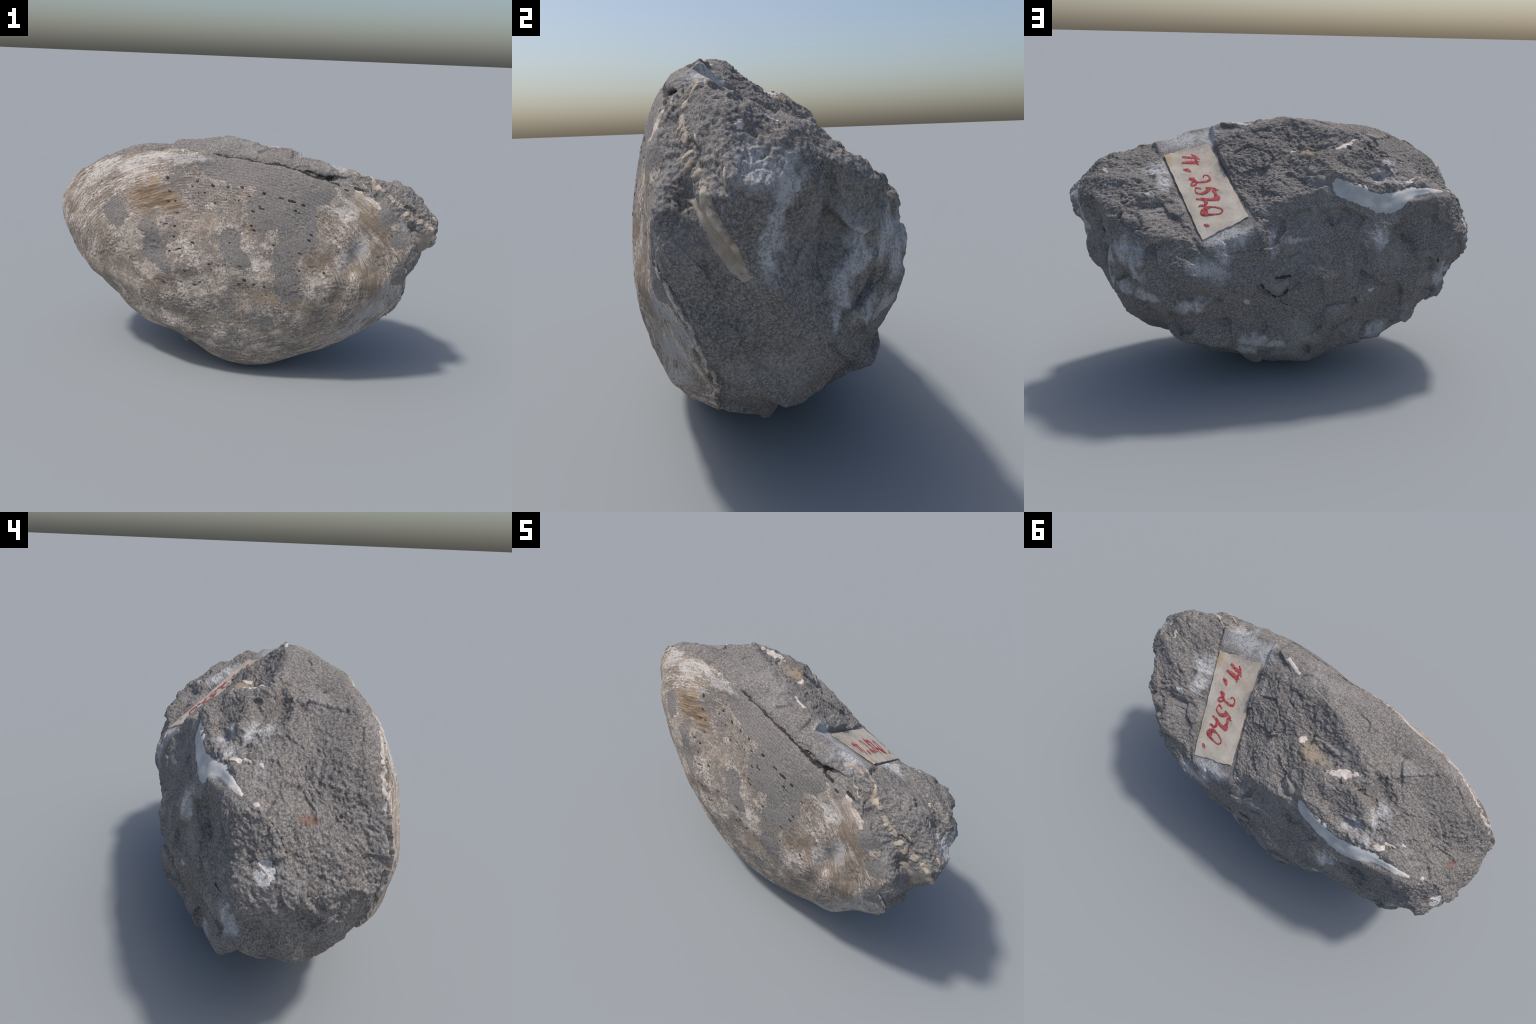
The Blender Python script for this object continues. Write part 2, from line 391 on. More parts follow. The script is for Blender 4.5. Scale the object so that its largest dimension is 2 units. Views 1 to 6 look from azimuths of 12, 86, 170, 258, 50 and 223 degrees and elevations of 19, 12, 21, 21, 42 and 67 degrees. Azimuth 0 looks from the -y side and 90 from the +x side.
def stereo(P):
    """flatten the lump as seen from the shell side, so that the shell rim becomes a closed loop"""
    d = unit((P - CENTRE) / HALF)
    return np.stack([d[:, 0], d[:, 2]], 1) / np.maximum(1 - d[:, 1], 1e-3)[:, None]


def inside_loop(q, loop):
    c = np.zeros(len(q), bool)
    for a, b in zip(loop, np.roll(loop, 1, axis=0)):
        hit = (a[1] > q[:, 1]) != (b[1] > q[:, 1])
        c ^= hit & (q[:, 0] < (b[0] - a[0]) * (q[:, 1] - a[1]) / (b[1] - a[1] + 1e-12) + a[0])
    return c


def build_cage():
    """facets between the landmarks, as a closed star-shaped polyhedron"""
    pts = (arr([p for group in LANDMARKS.values() for p in group]) - CENTRE) / HALF
    dirs = unit(pts)
    bm = bmesh.new()
    for d in dirs:
        bm.verts.new(d)
    bm.verts.index_update()
    bmesh.ops.convex_hull(bm, input=bm.verts)
    faces = [[v.index for v in f.verts] for f in bm.faces]
    bm.free()
    return dirs, np.linalg.norm(pts, axis=1), faces


def cage_radius(dirs, radius, faces, rays):
    tree = BVHTree.FromPolygons([Vector(p) for p in dirs * radius[:, None]], faces, epsilon=1e-6)
    zero = Vector((0, 0, 0))
    out = np.empty(len(rays))
    for i, r in enumerate(rays):
        out[i] = tree.ray_cast(zero, Vector(r))[3] or 1.0
    return out


def rounded_lump(level):
    dirs, radius, faces = build_cage()
    sphere, tri = icosphere(level)
    a, b = edges_of(tri)
    rim = arr(SHELL_RIM)
    loop = stereo(rim)
    nearest = np.array([int(np.argmax(sphere @ d)) for d in dirs])
    wanted = radius.copy()
    for attempt in range(3):
        r = cage_radius(dirs, radius, faces, sphere)
        v = sphere * r[:, None]
        world = CENTRE + v * HALF
        shell = inside_loop(stereo(world), loop).astype(float)
        for _ in range(6):
            shell = neighbour_mean(shell[:, None], a, b)[:, 0]
        for step in range(14):
            amount = (0.5 if step < ROUNDING else 0.0) * (1 - shell) + 0.5 * shell
            v += amount[:, None] * (neighbour_mean(v, a, b) - v)
        got = np.linalg.norm(v[nearest], axis=1)
        radius = radius * np.clip(wanted / got, 0.97, 1.03)
    return CENTRE + v * HALF, tri


ROUNDING = 1


def label_frame():
    c = {k: arr(p) for k, p in LABEL.items()}
    down = (c["bottom_left"] + c["bottom_right"] - c["top_left"] - c["top_right"]) / 2
    across = (c["top_right"] + c["bottom_right"] - c["top_left"] - c["bottom_left"]) / 2
    normal = unit(np.cross(down, across))
    if normal[2] < 0:
        normal = -normal
    return c, down, across, normal


def roughness_zones(P, N, shell):
    """how coarse the break is: rough on the crown and the blunt end, finer on the back, smooth on shell"""
    crown = smooth01((N[:, 2] - 0.15) / 0.5)
    blunt = smooth01((-P[:, 0] - 0.55) / 0.25) * smooth01((P[:, 2] - 0.42) / 0.2)
    ledge = smooth01((P[:, 0] - 0.6) / 0.2) * smooth01((P[:, 2] - 0.7) / 0.15)
    return (0.35 + 0.75 * np.maximum(np.maximum(crown * 0.9, blunt), ledge * 0.9)) * (1 - shell)


def carve(P, N, shell):
    """hollows, grooves, steps and the sawn seat of the label; returns moved points"""
    def dent(line, width, depth, sharp=1.0):
        d, _ = to_polyline(P, line)
        return -depth * np.exp(-(d / width) ** 2 * sharp)

    h = np.zeros(len(P))
    # open crack between shell and rock, widening to a hole at its right end
    h += dent([(-0.08, -0.25, 1.16), (0.07, -0.256, 1.151), (0.22, -0.265, 1.131), (0.362, -0.262, 1.107)], 0.008, 0.007)
    h += dent([(0.362, -0.262, 1.107), (0.43, -0.257, 1.098), (0.49, -0.243, 1.093)], 0.015, 0.020)
    h += dent([(0.514, -0.25, 1.066), (0.617, -0.239, 1.049)], 0.012, 0.010)
    # furrow across the shell near its right end
    h += dent([(0.652, -0.33, 0.829), (0.614, -0.335, 0.748), (0.545, -0.319, 0.551), (0.486, -0.327, 0.451), (0.45, -0.32, 0.38)], 0.035, 0.014)
    h -= dent([(0.71, -0.30, 0.80), (0.68, -0.31, 0.70), (0.62, -0.30, 0.55), (0.56, -0.29, 0.42)], 0.035, 0.010)
    # groove beside the row of hinge teeth
    h += dent([(0.70, -0.222, 1.02), (0.737, -0.217, 0.967), (0.767, -0.214, 0.929), (0.803, -0.206, 0.904), (0.833, -0.20, 0.871), (0.88, -0.182, 0.845)], 0.018, 0.018)
    h += dent([(0.88, -0.185, 0.845), (0.925, -0.155, 0.80), (0.937, -0.125, 0.76), (0.93, -0.09, 0.70), (0.925, -0.065, 0.67)], 0.030, 0.014)
    # the toothed ridge itself, and a shell ridge curling round the hollow
    h -= dent([(0.63, -0.155, 1.092), (0.694, -0.175, 1.067), (0.724, -0.189, 1.03), (0.775, -0.186, 0.98), (0.83, -0.18, 0.93), (0.87, -0.165, 0.895), (0.955, -0.131, 0.85)], 0.022, 0.009)
    h -= dent([(0.955, -0.125, 0.85), (0.965, -0.10, 0.79), (0.95, -0.07, 0.73), (0.93, -0.05, 0.67)], 0.016, 0.012)
    h += dent([(0.635, -0.205, 1.075), (0.655, -0.2, 1.068)], 0.02, 0.016)
    h += dent([(0.56, -0.175, 1.10), (0.61, -0.185, 1.085)], 0.02, 0.014)
    # cracks and the dark fissure on the back
    h += dent([(0.115, 0.418, 0.54), (0.056, 0.413, 0.474), (0.008, 0.421, 0.529), (-0.042, 0.413, 0.568)], 0.014, 0.018)
    h += dent([(0.09, 0.413, 0.52), (0.06, 0.413, 0.485)], 0.02, 0.02)
    h += dent([(-0.57, 0.294, 0.731), (-0.618, 0.274, 0.699), (-0.674, 0.266, 0.647), (-0.782, 0.256, 0.572)], 0.014, 0.018)
    h += dent([(-0.185, 0.323, 0.845), (-0.22, 0.349, 0.784)], 0.008, 0.010)
    h += dent([(-0.497, 0.309, 0.60), (-0.541, 0.303, 0.534)], 0.008, 0.008)
    h += dent([(-0.49, 0.215, 1.0), (-0.43, 0.205, 1.0)], 0.013, 0.014)
    # ledge over the oyster sheet
    h += dent([(-0.22, 0.285, 0.96), (-0.30, 0.285, 0.945), (-0.43, 0.29, 0.915), (-0.55, 0.28, 0.91), (-0.66, 0.255, 0.925)], 0.030, 0.014)
    h -= dent([(-0.22, 0.255, 1.035), (-0.30, 0.25, 1.01), (-0.42, 0.25, 0.975), (-0.55, 0.235, 0.97), (-0.66, 0.215, 0.965)], 0.022, 0.010)
    Q = P + N * h[:, None]
    # shell stands proud of the rock around its rim, more so at the blunt end
    left = np.maximum(smooth01((-P[:, 0] - 0.62) / 0.15), 0.9 * smooth01((P[:, 0] - 0.35) / 0.15) * smooth01((0.74 - P[:, 2]) / 0.06))
    d, _ = to_polyline(P, SHELL_RIM + SHELL_RIM[:1])
    lift = (0.002 + 0.008 * left) * np.where(shell > 0.5, 0.7, -1.1) * np.exp(-np.maximum(d - 0.004, 0) / 0.05)
    Q += N * lift[:, None]
    # sawn seat of the label with the wall beside it
    c, down, across, n = label_frame()
    o = (c["top_left"] + c["top_right"] + c["bottom_left"] + c["bottom_right"]) / 4
    R = Q - o
    uw = np.stack([R @ across, R @ down], 1) @ np.linalg.inv([[across @ across, across @ down], [across @ down, down @ down]])
    u, w, z = uw[:, 0] + 0.5, uw[:, 1] + 0.5, R @ n
    wall = 1.09 + 0.28 * (w - 0.55) ** 2 + 0.012 * perlin(P * 13)
    twist = [(c[k] - o) @ n for k in ("top_left", "top_right", "bottom_left", "bottom_right")]
    uc, wc = np.clip(u, -0.1, 1.1), np.clip(w, -0.1, 1.1)
    floor = (1 - wc) * ((1 - uc) * twist[0] + uc * twist[1]) + wc * ((1 - uc) * twist[2] + uc * twist[3])
    in_w = smooth01((w + 0.28) / 0.08) * smooth01((1.16 - w) / 0.08)
    side = smooth01((wall - u) / 0.06)
    near = np.abs(z) < 0.12
    seat = in_w * side * smooth01((u + 0.12) / 0.10) * near
    z_new = z * (1 - seat) + seat * (floor - 0.0015)
    bank = smooth01((w + 0.22) / 0.1) * smooth01((1.05 - w) / 0.3) * (1 - side) * np.exp(-np.clip(u - wall, 0, 9) / 0.6) * near
    rise = np.clip(floor + 0.036 - 0.018 * np.clip(w, 0, 1) - z_new, 0, 0.012) * (0.8 + 0.5 * perlin(P * 21))
    z_new = z_new + bank * rise
    return Q + n * (z_new - z)[:, None], seat


def roughen(P, N, shell, seat, edges):
    zone = roughness_zones(P, N, shell)
    warp = 0.03 * np.stack([perlin(P * 6 + k * 31.7) for k in range(3)], 1)
    Pw = P + warp
    big = fbm(Pw * 7.0, 2)
    ridged = 1 - np.abs(fbm(Pw * 15.0 + 3.1, 4, 0.55))
    fine = fbm(P * 62.0 + 9.0, 3, 0.6)
    grain = fbm(P * 150.0, 2)
    pits = np.minimum(perlin(P * 48.0 + 70), 0.0) * (perlin(P * 11.0 + 3) > -0.1)
    facets = chips(P + 0.6 * warp, 0.125, 0.13, 0.015)
    splinters = chips(P + 0.35 * warp, 0.046, 0.20, 0.02)
    broken = smooth01(perlin(P * 4.1 + 50) * 1.6 + 0.45)
    # the strip of rock above the crack is only finely grained
    calm = 1 - 0.42 * smooth01((-P[:, 1] - 0.0) / 0.12) * smooth01((P[:, 2] - 0.98) / 0.1) * smooth01((0.50 - P[:, 0]) / 0.12)
    zone = zone * calm
    h = zone * (0.003 * big + 0.0062 * (ridged - 0.8) + 0.0042 * fine + 0.0022 * grain + 0.0035 * pits)
    h += (1 - shell) * calm * ((0.38 + 0.28 * broken + 0.25 * smooth01((P[:, 1] - 0.05) / 0.15) * smooth01((0.95 - P[:, 2]) / 0.15)) * facets + (0.12 + 0.42 * broken) * (0.35 + 0.65 * zone) * splinters)
    # the shell: growth lines (strong near its margin), flaked skin, worn and pitted middle
    s = growth(P)
    margin = smooth01((s - 0.52) / 0.3)
    lines = np.sin(s * 420 + 5.0 * perlin(P * 5)) + 1.2 * np.sin(s * 97 + 3 * perlin(P * 4 + 8)) * perlin(P * 3 + 2)
    flake = smooth01(perlin(P * np.array([6, 9, 11]) + 5 + 0.35 * fine[:, None]) * 9 + 0.4)
    h += shell * (0.0007 * margin * lines + 0.0024 * (flake - 0.5) + 0.0008 * fine * (1.2 - 0.7 * margin) + 0.0008 * big + 0.0010 * pits * (1 - margin))
    a, b = edges
    for _ in range(1):
        h = h * 0.45 + 0.55 * neighbour_mean(h[:, None], a, b)[:, 0]
    stone = shell < 0.5
    h -= (1 - shell) * (h[stone].mean() + 0.03 * h[stone].std()) + shell * h[~stone].mean()
    sheet, _ = to_polyline(P, [(-0.21, 0.28, 1.0), (-0.30, 0.285, 0.94), (-0.45, 0.285, 0.91), (-0.60, 0.27, 0.92), (-0.78, 0.22, 0.92)])
    h *= (1 - 0.93 * seat) * (1 - 0.75 * np.exp(-(sheet / 0.045) ** 4))
    return P + N * h[:, None]


BEAK = (-0.12, 0.40)                 # beak of the shell, seen from the shell side (x, z)
OUTLINE = ((-0.03, 0.62), (0.97, 0.58))   # the shell's outline as an ellipse: centre, half axes


def growth(P):
    """0 at the beak, 1 at the outline: growth lines are outlines shrunk towards the beak"""
    q = (P[:, [0, 2]] - BEAK) / np.array(OUTLINE[1])
    k = (np.array(OUTLINE[0]) - BEAK) / np.array(OUTLINE[1])
    qq, qk = (q * q).sum(1), q @ k
    return qq / (qk + np.sqrt(qk * qk + qq * (1 - k @ k)) + 1e-9)


# ---------------------------------------------------------------- meshes and objects
def mesh_object(name, verts, faces, material, parent=None, smooth=True):
    me = bpy.data.meshes.new(name)
    verts, faces = np.asarray(verts, np.float32), np.asarray(faces, np.int32)
    k = faces.shape[1]
    me.vertices.add(len(verts))
    me.vertices.foreach_set("co", verts.ravel())
    me.loops.add(faces.size)
    me.loops.foreach_set("vertex_index", faces.ravel())
    me.polygons.add(len(faces))
    me.polygons.foreach_set("loop_start", np.arange(len(faces), dtype=np.int32) * k)
    me.update(calc_edges=True)
    me.validate()
    me.polygons.foreach_set("use_smooth", [smooth] * len(me.polygons))
    me.materials.append(material)
    ob = bpy.data.objects.new(name, me)
    bpy.context.scene.collection.objects.link(ob)
    ob.parent = parent
    return ob


def resample(line, n):
    line = arr(line)
    s = np.concatenate([[0], np.cumsum(np.linalg.norm(np.diff(line, axis=0), axis=1))])
    # rounded (Catmull-Rom like) path through the points
    t = np.linspace(0, s[-1], n)
    k = np.clip(np.searchsorted(s, t, side="right") - 1, 0, len(line) - 2)
    f = ((t - s[k]) / np.maximum(s[k + 1] - s[k], 1e-9))[:, None]
    p0, p1, p2, p3 = line[np.maximum(k - 1, 0)], line[k], line[k + 1], line[np.minimum(k + 2, len(line) - 1)]
    return 0.5 * (2 * p1 + (p2 - p0) * f + (2 * p0 - 5 * p1 + 4 * p2 - p3) * f ** 2 + (3 * p1 - p0 - 3 * p2 + p3) * f ** 3)


def grid_faces(n, m):
    i, j = np.meshgrid(np.arange(n - 1), np.arange(m - 1), indexing="ij")
    a = (i * m + j).ravel()
    return np.stack([a, a + 1, a + m + 1, a + m], 1)


def inlay(name, edge_a, edge_b, material, parent, tree, lift=0.004, ragged=0.15, n=28, m=9, sink=0.010, bump=0.0, even=2):
    """a sliver of shell or mineral let into the lump between two edge lines, bulging by lift"""
    A, B = resample(edge_a, n), resample(edge_b, n)
    v = np.linspace(0, 1, m)
    along = np.linspace(0, 1, n)
    seed = RNG.uniform(0, 90, 3)
    width = np.linalg.norm(A - B, axis=1)
    wob = lambda k: ragged * perlin(np.stack([along * n * 0.33, along * 0 + k, along * 0], 1) + seed)
    lo, hi = wob(1.5), 1 + wob(7.5)
    grid = np.empty((n, m, 3))
    under, heights = np.empty((n, m, 3)), np.empty((n, m))
    for i in range(n):
        for j in range(m):
            t = lo[i] + (hi[i] - lo[i]) * v[j]
            p = A[i] + (B[i] - A[i]) * t
            d = unit(((p - CENTRE) / HALF)[None])[0] * HALF
            hit = tree.ray_cast(Vector(CENTRE + d * 2.2), Vector(-unit(d[None])[0]))
            if hit[0] is None:
                hit = (Vector(p), Vector(unit(d[None])[0]))
            edge = min(min(v[j], 1 - v[j]) * 4, min(along[i], 1 - along[i]) * 7, 1.0)
            rise = lift * math.sqrt(edge) - 0.003 * (1 - edge)
            nn = arr(hit[1])
            q = arr(hit[0])
            if bump:
                rise += bump * float(perlin((q * 60)[None])[0]) * edge
            grid[i, j], under[i, j], heights[i, j] = q, nn, rise
    for g in (grid, under):          # lie evenly on the rough rock instead of copying every bump
        for _ in range(even):
            p = np.pad(g, ((1, 1), (1, 1), (0, 0)), mode="reflect", reflect_type="odd")
            g[:] = 0.5 * g + 0.125 * (p[:-2, 1:-1] + p[2:, 1:-1] + p[1:-1, :-2] + p[1:-1, 2:])
    nn = unit(under)
    top = (grid + nn * heights[..., None]).reshape(-1, 3)
    bottom = (grid - nn * sink).reshape(-1, 3)
    f = grid_faces(n, m)
    rim = [(i * m, (i + 1) * m) for i in range(n - 1)] + [((n - 1) * m + j, (n - 1) * m + j + 1) for j in range(m - 1)]
    rim += [((i + 1) * m + m - 1, i * m + m - 1) for i in reversed(range(n - 1))] + [(j + 1, j) for j in reversed(range(m - 1))]
    k = len(top)
    walls = np.array([(a, a + k, b + k, b) for a, b in rim])
    return mesh_object(name, np.vstack([top, bottom]), np.vstack([f, f[:, ::-1] + k, walls[:, ::-1]]), material, parent)


def sliver(name, spine, widths, material, parent, tree, **more):
    """inlay with a spine and a width at each spine point (width runs along the surface, across the spine)"""
    S = arr(spine)
    d = unit((S - CENTRE) / HALF ** 2)
    tangent = unit(np.gradient(S, axis=0))
    side = unit(np.cross(d, tangent))
    w = arr(widths)[:, None] / 2
    return inlay(name, S + side * w, S - side * w, material, parent, tree, **more)


# ---------------------------------------------------------------- materials
class Nodes:
    """thin wrapper for building node trees"""

    def __init__(self, name):
        self.mat = bpy.data.materials.new(name)
        self.mat.use_nodes = True
        self.t = self.mat.node_tree
        self.t.nodes.clear()
        self.coord = self.add("ShaderNodeTexCoord").outputs["Object"]

    def add(self, kind, **props):
        n = self.t.nodes.new(kind)
        for k, v in props.items():
            setattr(n, k, v)
        return n

    def put(self, socket, value):
        if isinstance(value, bpy.types.NodeSocket):
            self.t.links.new(value, socket)
        else:
            socket.default_value = value

    def math(self, op, a, b=0.0, clamp=False):
        n = self.add("ShaderNodeMath", operation=op, use_clamp=clamp)
        self.put(n.inputs[0], a)
        self.put(n.inputs[1], b)
        return n.outputs[0]

    def vec(self, op, a, b=(0, 0, 0)):
        n = self.add("ShaderNodeVectorMath", operation=op)
        self.put(n.inputs[0], a)
        self.put(n.inputs[1], b)
        return n.outputs["Value"] if op in ("LENGTH", "DOT_PRODUCT", "DISTANCE") else n.outputs[0]

    def noise(self, scale, detail=4, rough=0.5, vector=None, distortion=0.0, colour=False):
        n = self.add("ShaderNodeTexNoise")
        self.put(n.inputs["Vector"], vector or self.coord)
        n.inputs["Scale"].default_value = scale
        n.inputs["Detail"].default_value = detail
        n.inputs["Roughness"].default_value = rough
        n.inputs["Distortion"].default_value = distortion
        return n.outputs["Color" if colour else "Fac"]

    def voronoi(self, scale, vector=None, out="Distance"):
        n = self.add("ShaderNodeTexVoronoi")
        self.put(n.inputs["Vector"], vector or self.coord)
        n.inputs["Scale"].default_value = scale
        return n.outputs[out]

    def step(self, value, lo, hi, to_lo=0.0, to_hi=1.0):
        n = self.add("ShaderNodeMapRange", interpolation_type="SMOOTHSTEP")
        self.put(n.inputs["Value"], value)
        for key, x in (("From Min", lo), ("From Max", hi), ("To Min", to_lo), ("To Max", to_hi)):
            n.inputs[key].default_value = x
        return n.outputs[0]

    def mix(self, fac, a, b, mode="MIX"):
        n = self.add("ShaderNodeMix", data_type="RGBA", blend_type=mode)
        self.put(n.inputs[0], fac)
        for s, x in ((n.inputs[6], a), (n.inputs[7], b)):
            self.put(s, x if isinstance(x, bpy.types.NodeSocket) else (*x, 1.0))
        return n.outputs[2]

    def wobbled(self, scale, amount, detail=3):
        c = self.noise(scale, detail, 0.6, colour=True)
        return self.vec("ADD", self.coord, self.vec("MULTIPLY", self.vec("SUBTRACT", c, (0.5, 0.5, 0.5)), (amount,) * 3))

    def blob(self, where, centre, radii, turn=(0, 0, 0), soft=0.5):
        """1 inside an ellipsoid, fading to 0 outside it"""
        n = self.add("ShaderNodeMapping", vector_type="TEXTURE")
        self.put(n.inputs["Vector"], where)
        n.inputs["Location"].default_value = centre
        n.inputs["Rotation"].default_value = [math.radians(x) for x in turn]
        n.inputs["Scale"].default_value = radii if hasattr(radii, "__len__") else (radii,) * 3
        return self.step(self.vec("LENGTH", n.outputs[0]), 1 - soft, 1 + soft, 1.0, 0.0)

    def blobs(self, where, items, soft=0.5):
        total = None
        for it in items:
            b = self.blob(where, it[0], it[1], it[2] if len(it) > 2 else (0, 0, 0), soft)
            total = b if total is None else self.math("MAXIMUM", total, b)
        return total

    def finish(self, colour, rough=0.85, bump=None, strength=0.4, distance=0.004, specular=0.25):
        p = self.add("ShaderNodeBsdfPrincipled")
        self.put(p.inputs["Base Color"], colour if isinstance(colour, bpy.types.NodeSocket) else (*colour, 1))
        self.put(p.inputs["Roughness"], rough)
        p.inputs["Specular IOR Level"].default_value = specular
        if bump is not None:
            b = self.add("ShaderNodeBump")
            b.inputs["Strength"].default_value = strength
            b.inputs["Distance"].default_value = distance
            self.put(b.inputs["Height"], bump)
            self.put(p.inputs["Normal"], b.outputs[0])
        out = self.add("ShaderNodeOutputMaterial")
        self.t.links.new(p.outputs[0], out.inputs[0])
        return self.mat


def rock_colour(k):
    """warm grey sandstone: fine salt and pepper grain, dark and pale specks; returns (colour, bump height)"""
    g1 = k.noise(125, 4, 0.68)
    g2 = k.noise(260, 2, 0.6)
    tone = k.noise(5.5, 4, 0.55)
    warm = k.noise(3.1, 2)
    base = k.mix(k.step(tone, 0.33, 0.68), (0.198, 0.180, 0.167), (0.262, 0.241, 0.225))
    base = k.mix(k.math("MULTIPLY", k.step(warm, 0.45, 0.7), 0.45), base, (0.238, 0.208, 0.182))
    base = k.mix(k.step(g1, 0.36, 0.68), k.mix(0.62, base, (0.072, 0.068, 0.067)), k.mix(0.40, base, (0.44, 0.41, 0.38)))
    base = k.mix(k.math("MULTIPLY", k.step(g2, 0.58, 0.70), 0.55), base, (0.50, 0.48, 0.46))
    base = k.mix(k.math("MULTIPLY", k.step(g2, 0.42, 0.33), 0.65), base, (0.075, 0.072, 0.074))
    specks = k.math("MULTIPLY", k.step(k.voronoi(42), 0.26, 0.14), k.step(k.noise(17, 2), 0.5, 0.62))
    base = k.mix(k.math("MULTIPLY", specks, 0.5), base, (0.10, 0.096, 0.096))
    height = k.math("ADD", g1, k.math("MULTIPLY", g2, 0.6))
    return base, height


# pale powdery scars left by the hammer and the saw: centre, radii, turn in degrees
CHALK = [
    ((0.942, -0.035, 0.915), (0.05, 0.05, 0.06)), ((0.945, 0.025, 0.87), (0.04, 0.035, 0.06)),
    ((0.945, 0.01, 0.80), (0.05, 0.022, 0.06)), ((0.935, -0.002, 0.72), (0.05, 0.028, 0.065)),
    ((0.80, 0.205, 0.69), (0.05, 0.03, 0.07)), ((0.825, 0.17, 0.60), (0.07, 0.03, 0.07)), ((0.83, 0.155, 0.53), (0.05, 0.022, 0.05)),
    ((0.675, 0.336, 0.665), (0.045, 0.03, 0.075)), ((0.725, 0.29, 0.71), (0.05, 0.04, 0.06)),
    ((0.75, 0.265, 0.505), (0.05, 0.035, 0.05)), ((0.575, 0.06, 1.015), (0.055, 0.06, 0.05)), ((0.53, 0.13, 0.985), (0.05, 0.05, 0.04)),
    ((0.64, 0.33, 0.485), (0.07, 0.05, 0.035), (0, 20, 0)), ((0.365, 0.42, 0.645), (0.085, 0.06, 0.04), (0, -25, 0)),
    ((0.29, 0.42, 0.72), (0.04, 0.05, 0.06)), ((0.31, 0.38, 0.775), (0.09, 0.05, 0.04)), ((0.43, 0.39, 0.46), (0.08, 0.05, 0.025), (0, 35, 0)),
    ((0.47, 0.39, 0.467), (0.05, 0.05, 0.04)), ((0.15, 0.372, 0.26), (0.06, 0.06, 0.03)), ((0.06, 0.369, 0.243), (0.06, 0.06, 0.03)),
    ((0.19, 0.35, 0.19), (0.06, 0.06, 0.025)), ((-0.422, 0.362, 0.84), (0.03, 0.04, 0.03)), ((-0.435, 0.336, 0.735), (0.032, 0.05, 0.06)),
    ((-0.033, 0.384, 0.755), (0.05, 0.04, 0.02)), ((-0.486, 0.27, 0.235), (0.06, 0.05, 0.04), (0, 30, 0)),
    ((0.075, 0.39, 0.76), (0.022, 0.04, 0.06)), ((-0.528, 0.131, 1.046), (0.035, 0.07, 0.04), (0, 0, 20)),
    ((-0.555, 0.215, 0.975), (0.04, 0.04, 0.03)), ((-0.45, 0.21, 0.995), (0.05, 0.04, 0.03)), ((0.46, -0.13, 1.11), (0.10, 0.07, 0.05)),
    ((0.32, -0.13, 1.13), (0.06, 0.06, 0.06)), ((0.27, 0.37, 0.80), (0.10, 0.05, 0.05)), ((-0.80, 0.25, 0.50), (0.05, 0.05, 0.05)),
    ((-0.78, 0.25, 0.57), (0.03, 0.04, 0.05)),
]


def rock_material():
    k = Nodes("grey_rock")
    base, height = rock_colour(k)
    where = k.wobbled(13, 0.15, 7)
    chalk = k.blobs(where, CHALK, 0.5)
    grit = k.step(k.math("ADD", k.math("MULTIPLY", k.noise(150, 3, 0.75), 0.7), k.math("MULTIPLY", k.noise(30, 5, 0.75, k.vec("MULTIPLY", k.coord, (1.3, 1.3, 0.4))), 0.5)), 0.47, 0.68)
    base = k.mix(k.math("MULTIPLY", chalk, k.math("ADD", k.math("MULTIPLY", grit, 0.75), 0.12)), base, (0.56, 0.555, 0.56))
    haze = k.math("MULTIPLY", k.step(k.noise(4.2, 6, 0.65), 0.52, 0.66), 0.22)
    base = k.mix(haze, base, (0.44, 0.425, 0.41))
    ochre = k.blobs(where, [((-0.13, 0.105, 1.105), (0.06, 0.05, 0.05)), ((-0.19, 0.10, 1.12), (0.03, 0.03, 0.03))], 0.6)
    base = k.mix(k.math("MULTIPLY", ochre, 0.5), base, (0.37, 0.29, 0.19))
    rust = k.blobs(where, [((-0.890, 0.035, 0.886), (0.014, 0.022, 0.018)), ((-0.48, 0.31, 0.55), (0.03, 0.03, 0.014), (0, -35, 0))], 0.5)
    base = k.mix(k.math("MULTIPLY", rust, 0.6), base, (0.24, 0.115, 0.06))
    return k.finish(base, 0.92, height, 0.55, 0.005, 0.15)


# grey windows where the shell has flaked off, on the shell side
BARE = [
    ((-0.585, -0.35, 0.845), (0.065, 0.10, 0.065), (0, 25, 0)), ((-0.385, -0.39, 0.80), (0.05, 0.1, 0.05)), ((-0.36, -0.40, 0.69), (0.065, 0.1, 0.075), (0, -30, 0)),
    ((-0.31, -0.41, 0.62), (0.05, 0.1, 0.04), (0, 40, 0)), ((0.02, -0.40, 0.76), (0.05, 0.1, 0.07)), ((0.06, -0.40, 0.70), (0.07, 0.1, 0.055), (0, 30, 0)),
    ((0.19, -0.40, 0.375), (0.06, 0.1, 0.025), (0, 15, 0)), ((0.05, -0.29, 1.10), (0.25, 0.1, 0.07), (0, 5, 0)), ((0.30, -0.30, 1.05), (0.22, 0.1, 0.09), (0, 10, 0)),
    ((0.26, -0.34, 0.93), (0.17, 0.1, 0.11)), ((0.34, -0.36, 0.84), (0.10, 0.1, 0.10)), ((0.29, -0.39, 0.70), (0.055, 0.1, 0.09)),
    ((0.31, -0.39, 0.58), (0.06, 0.1, 0.09), (0, -15, 0)), ((0.845, -0.25, 0.66), (0.06, 0.15, 0.07), (0, 30, 0)), ((0.74, -0.28, 0.94), (0.06, 0.12, 0.05), (0, 45, 0)),
    ((0.83, -0.26, 0.83), (0.05, 0.1, 0.06), (0, 50, 0)), ((0.51, -0.27, 1.055), (0.08, 0.1, 0.025), (0, 20, 0)),
]


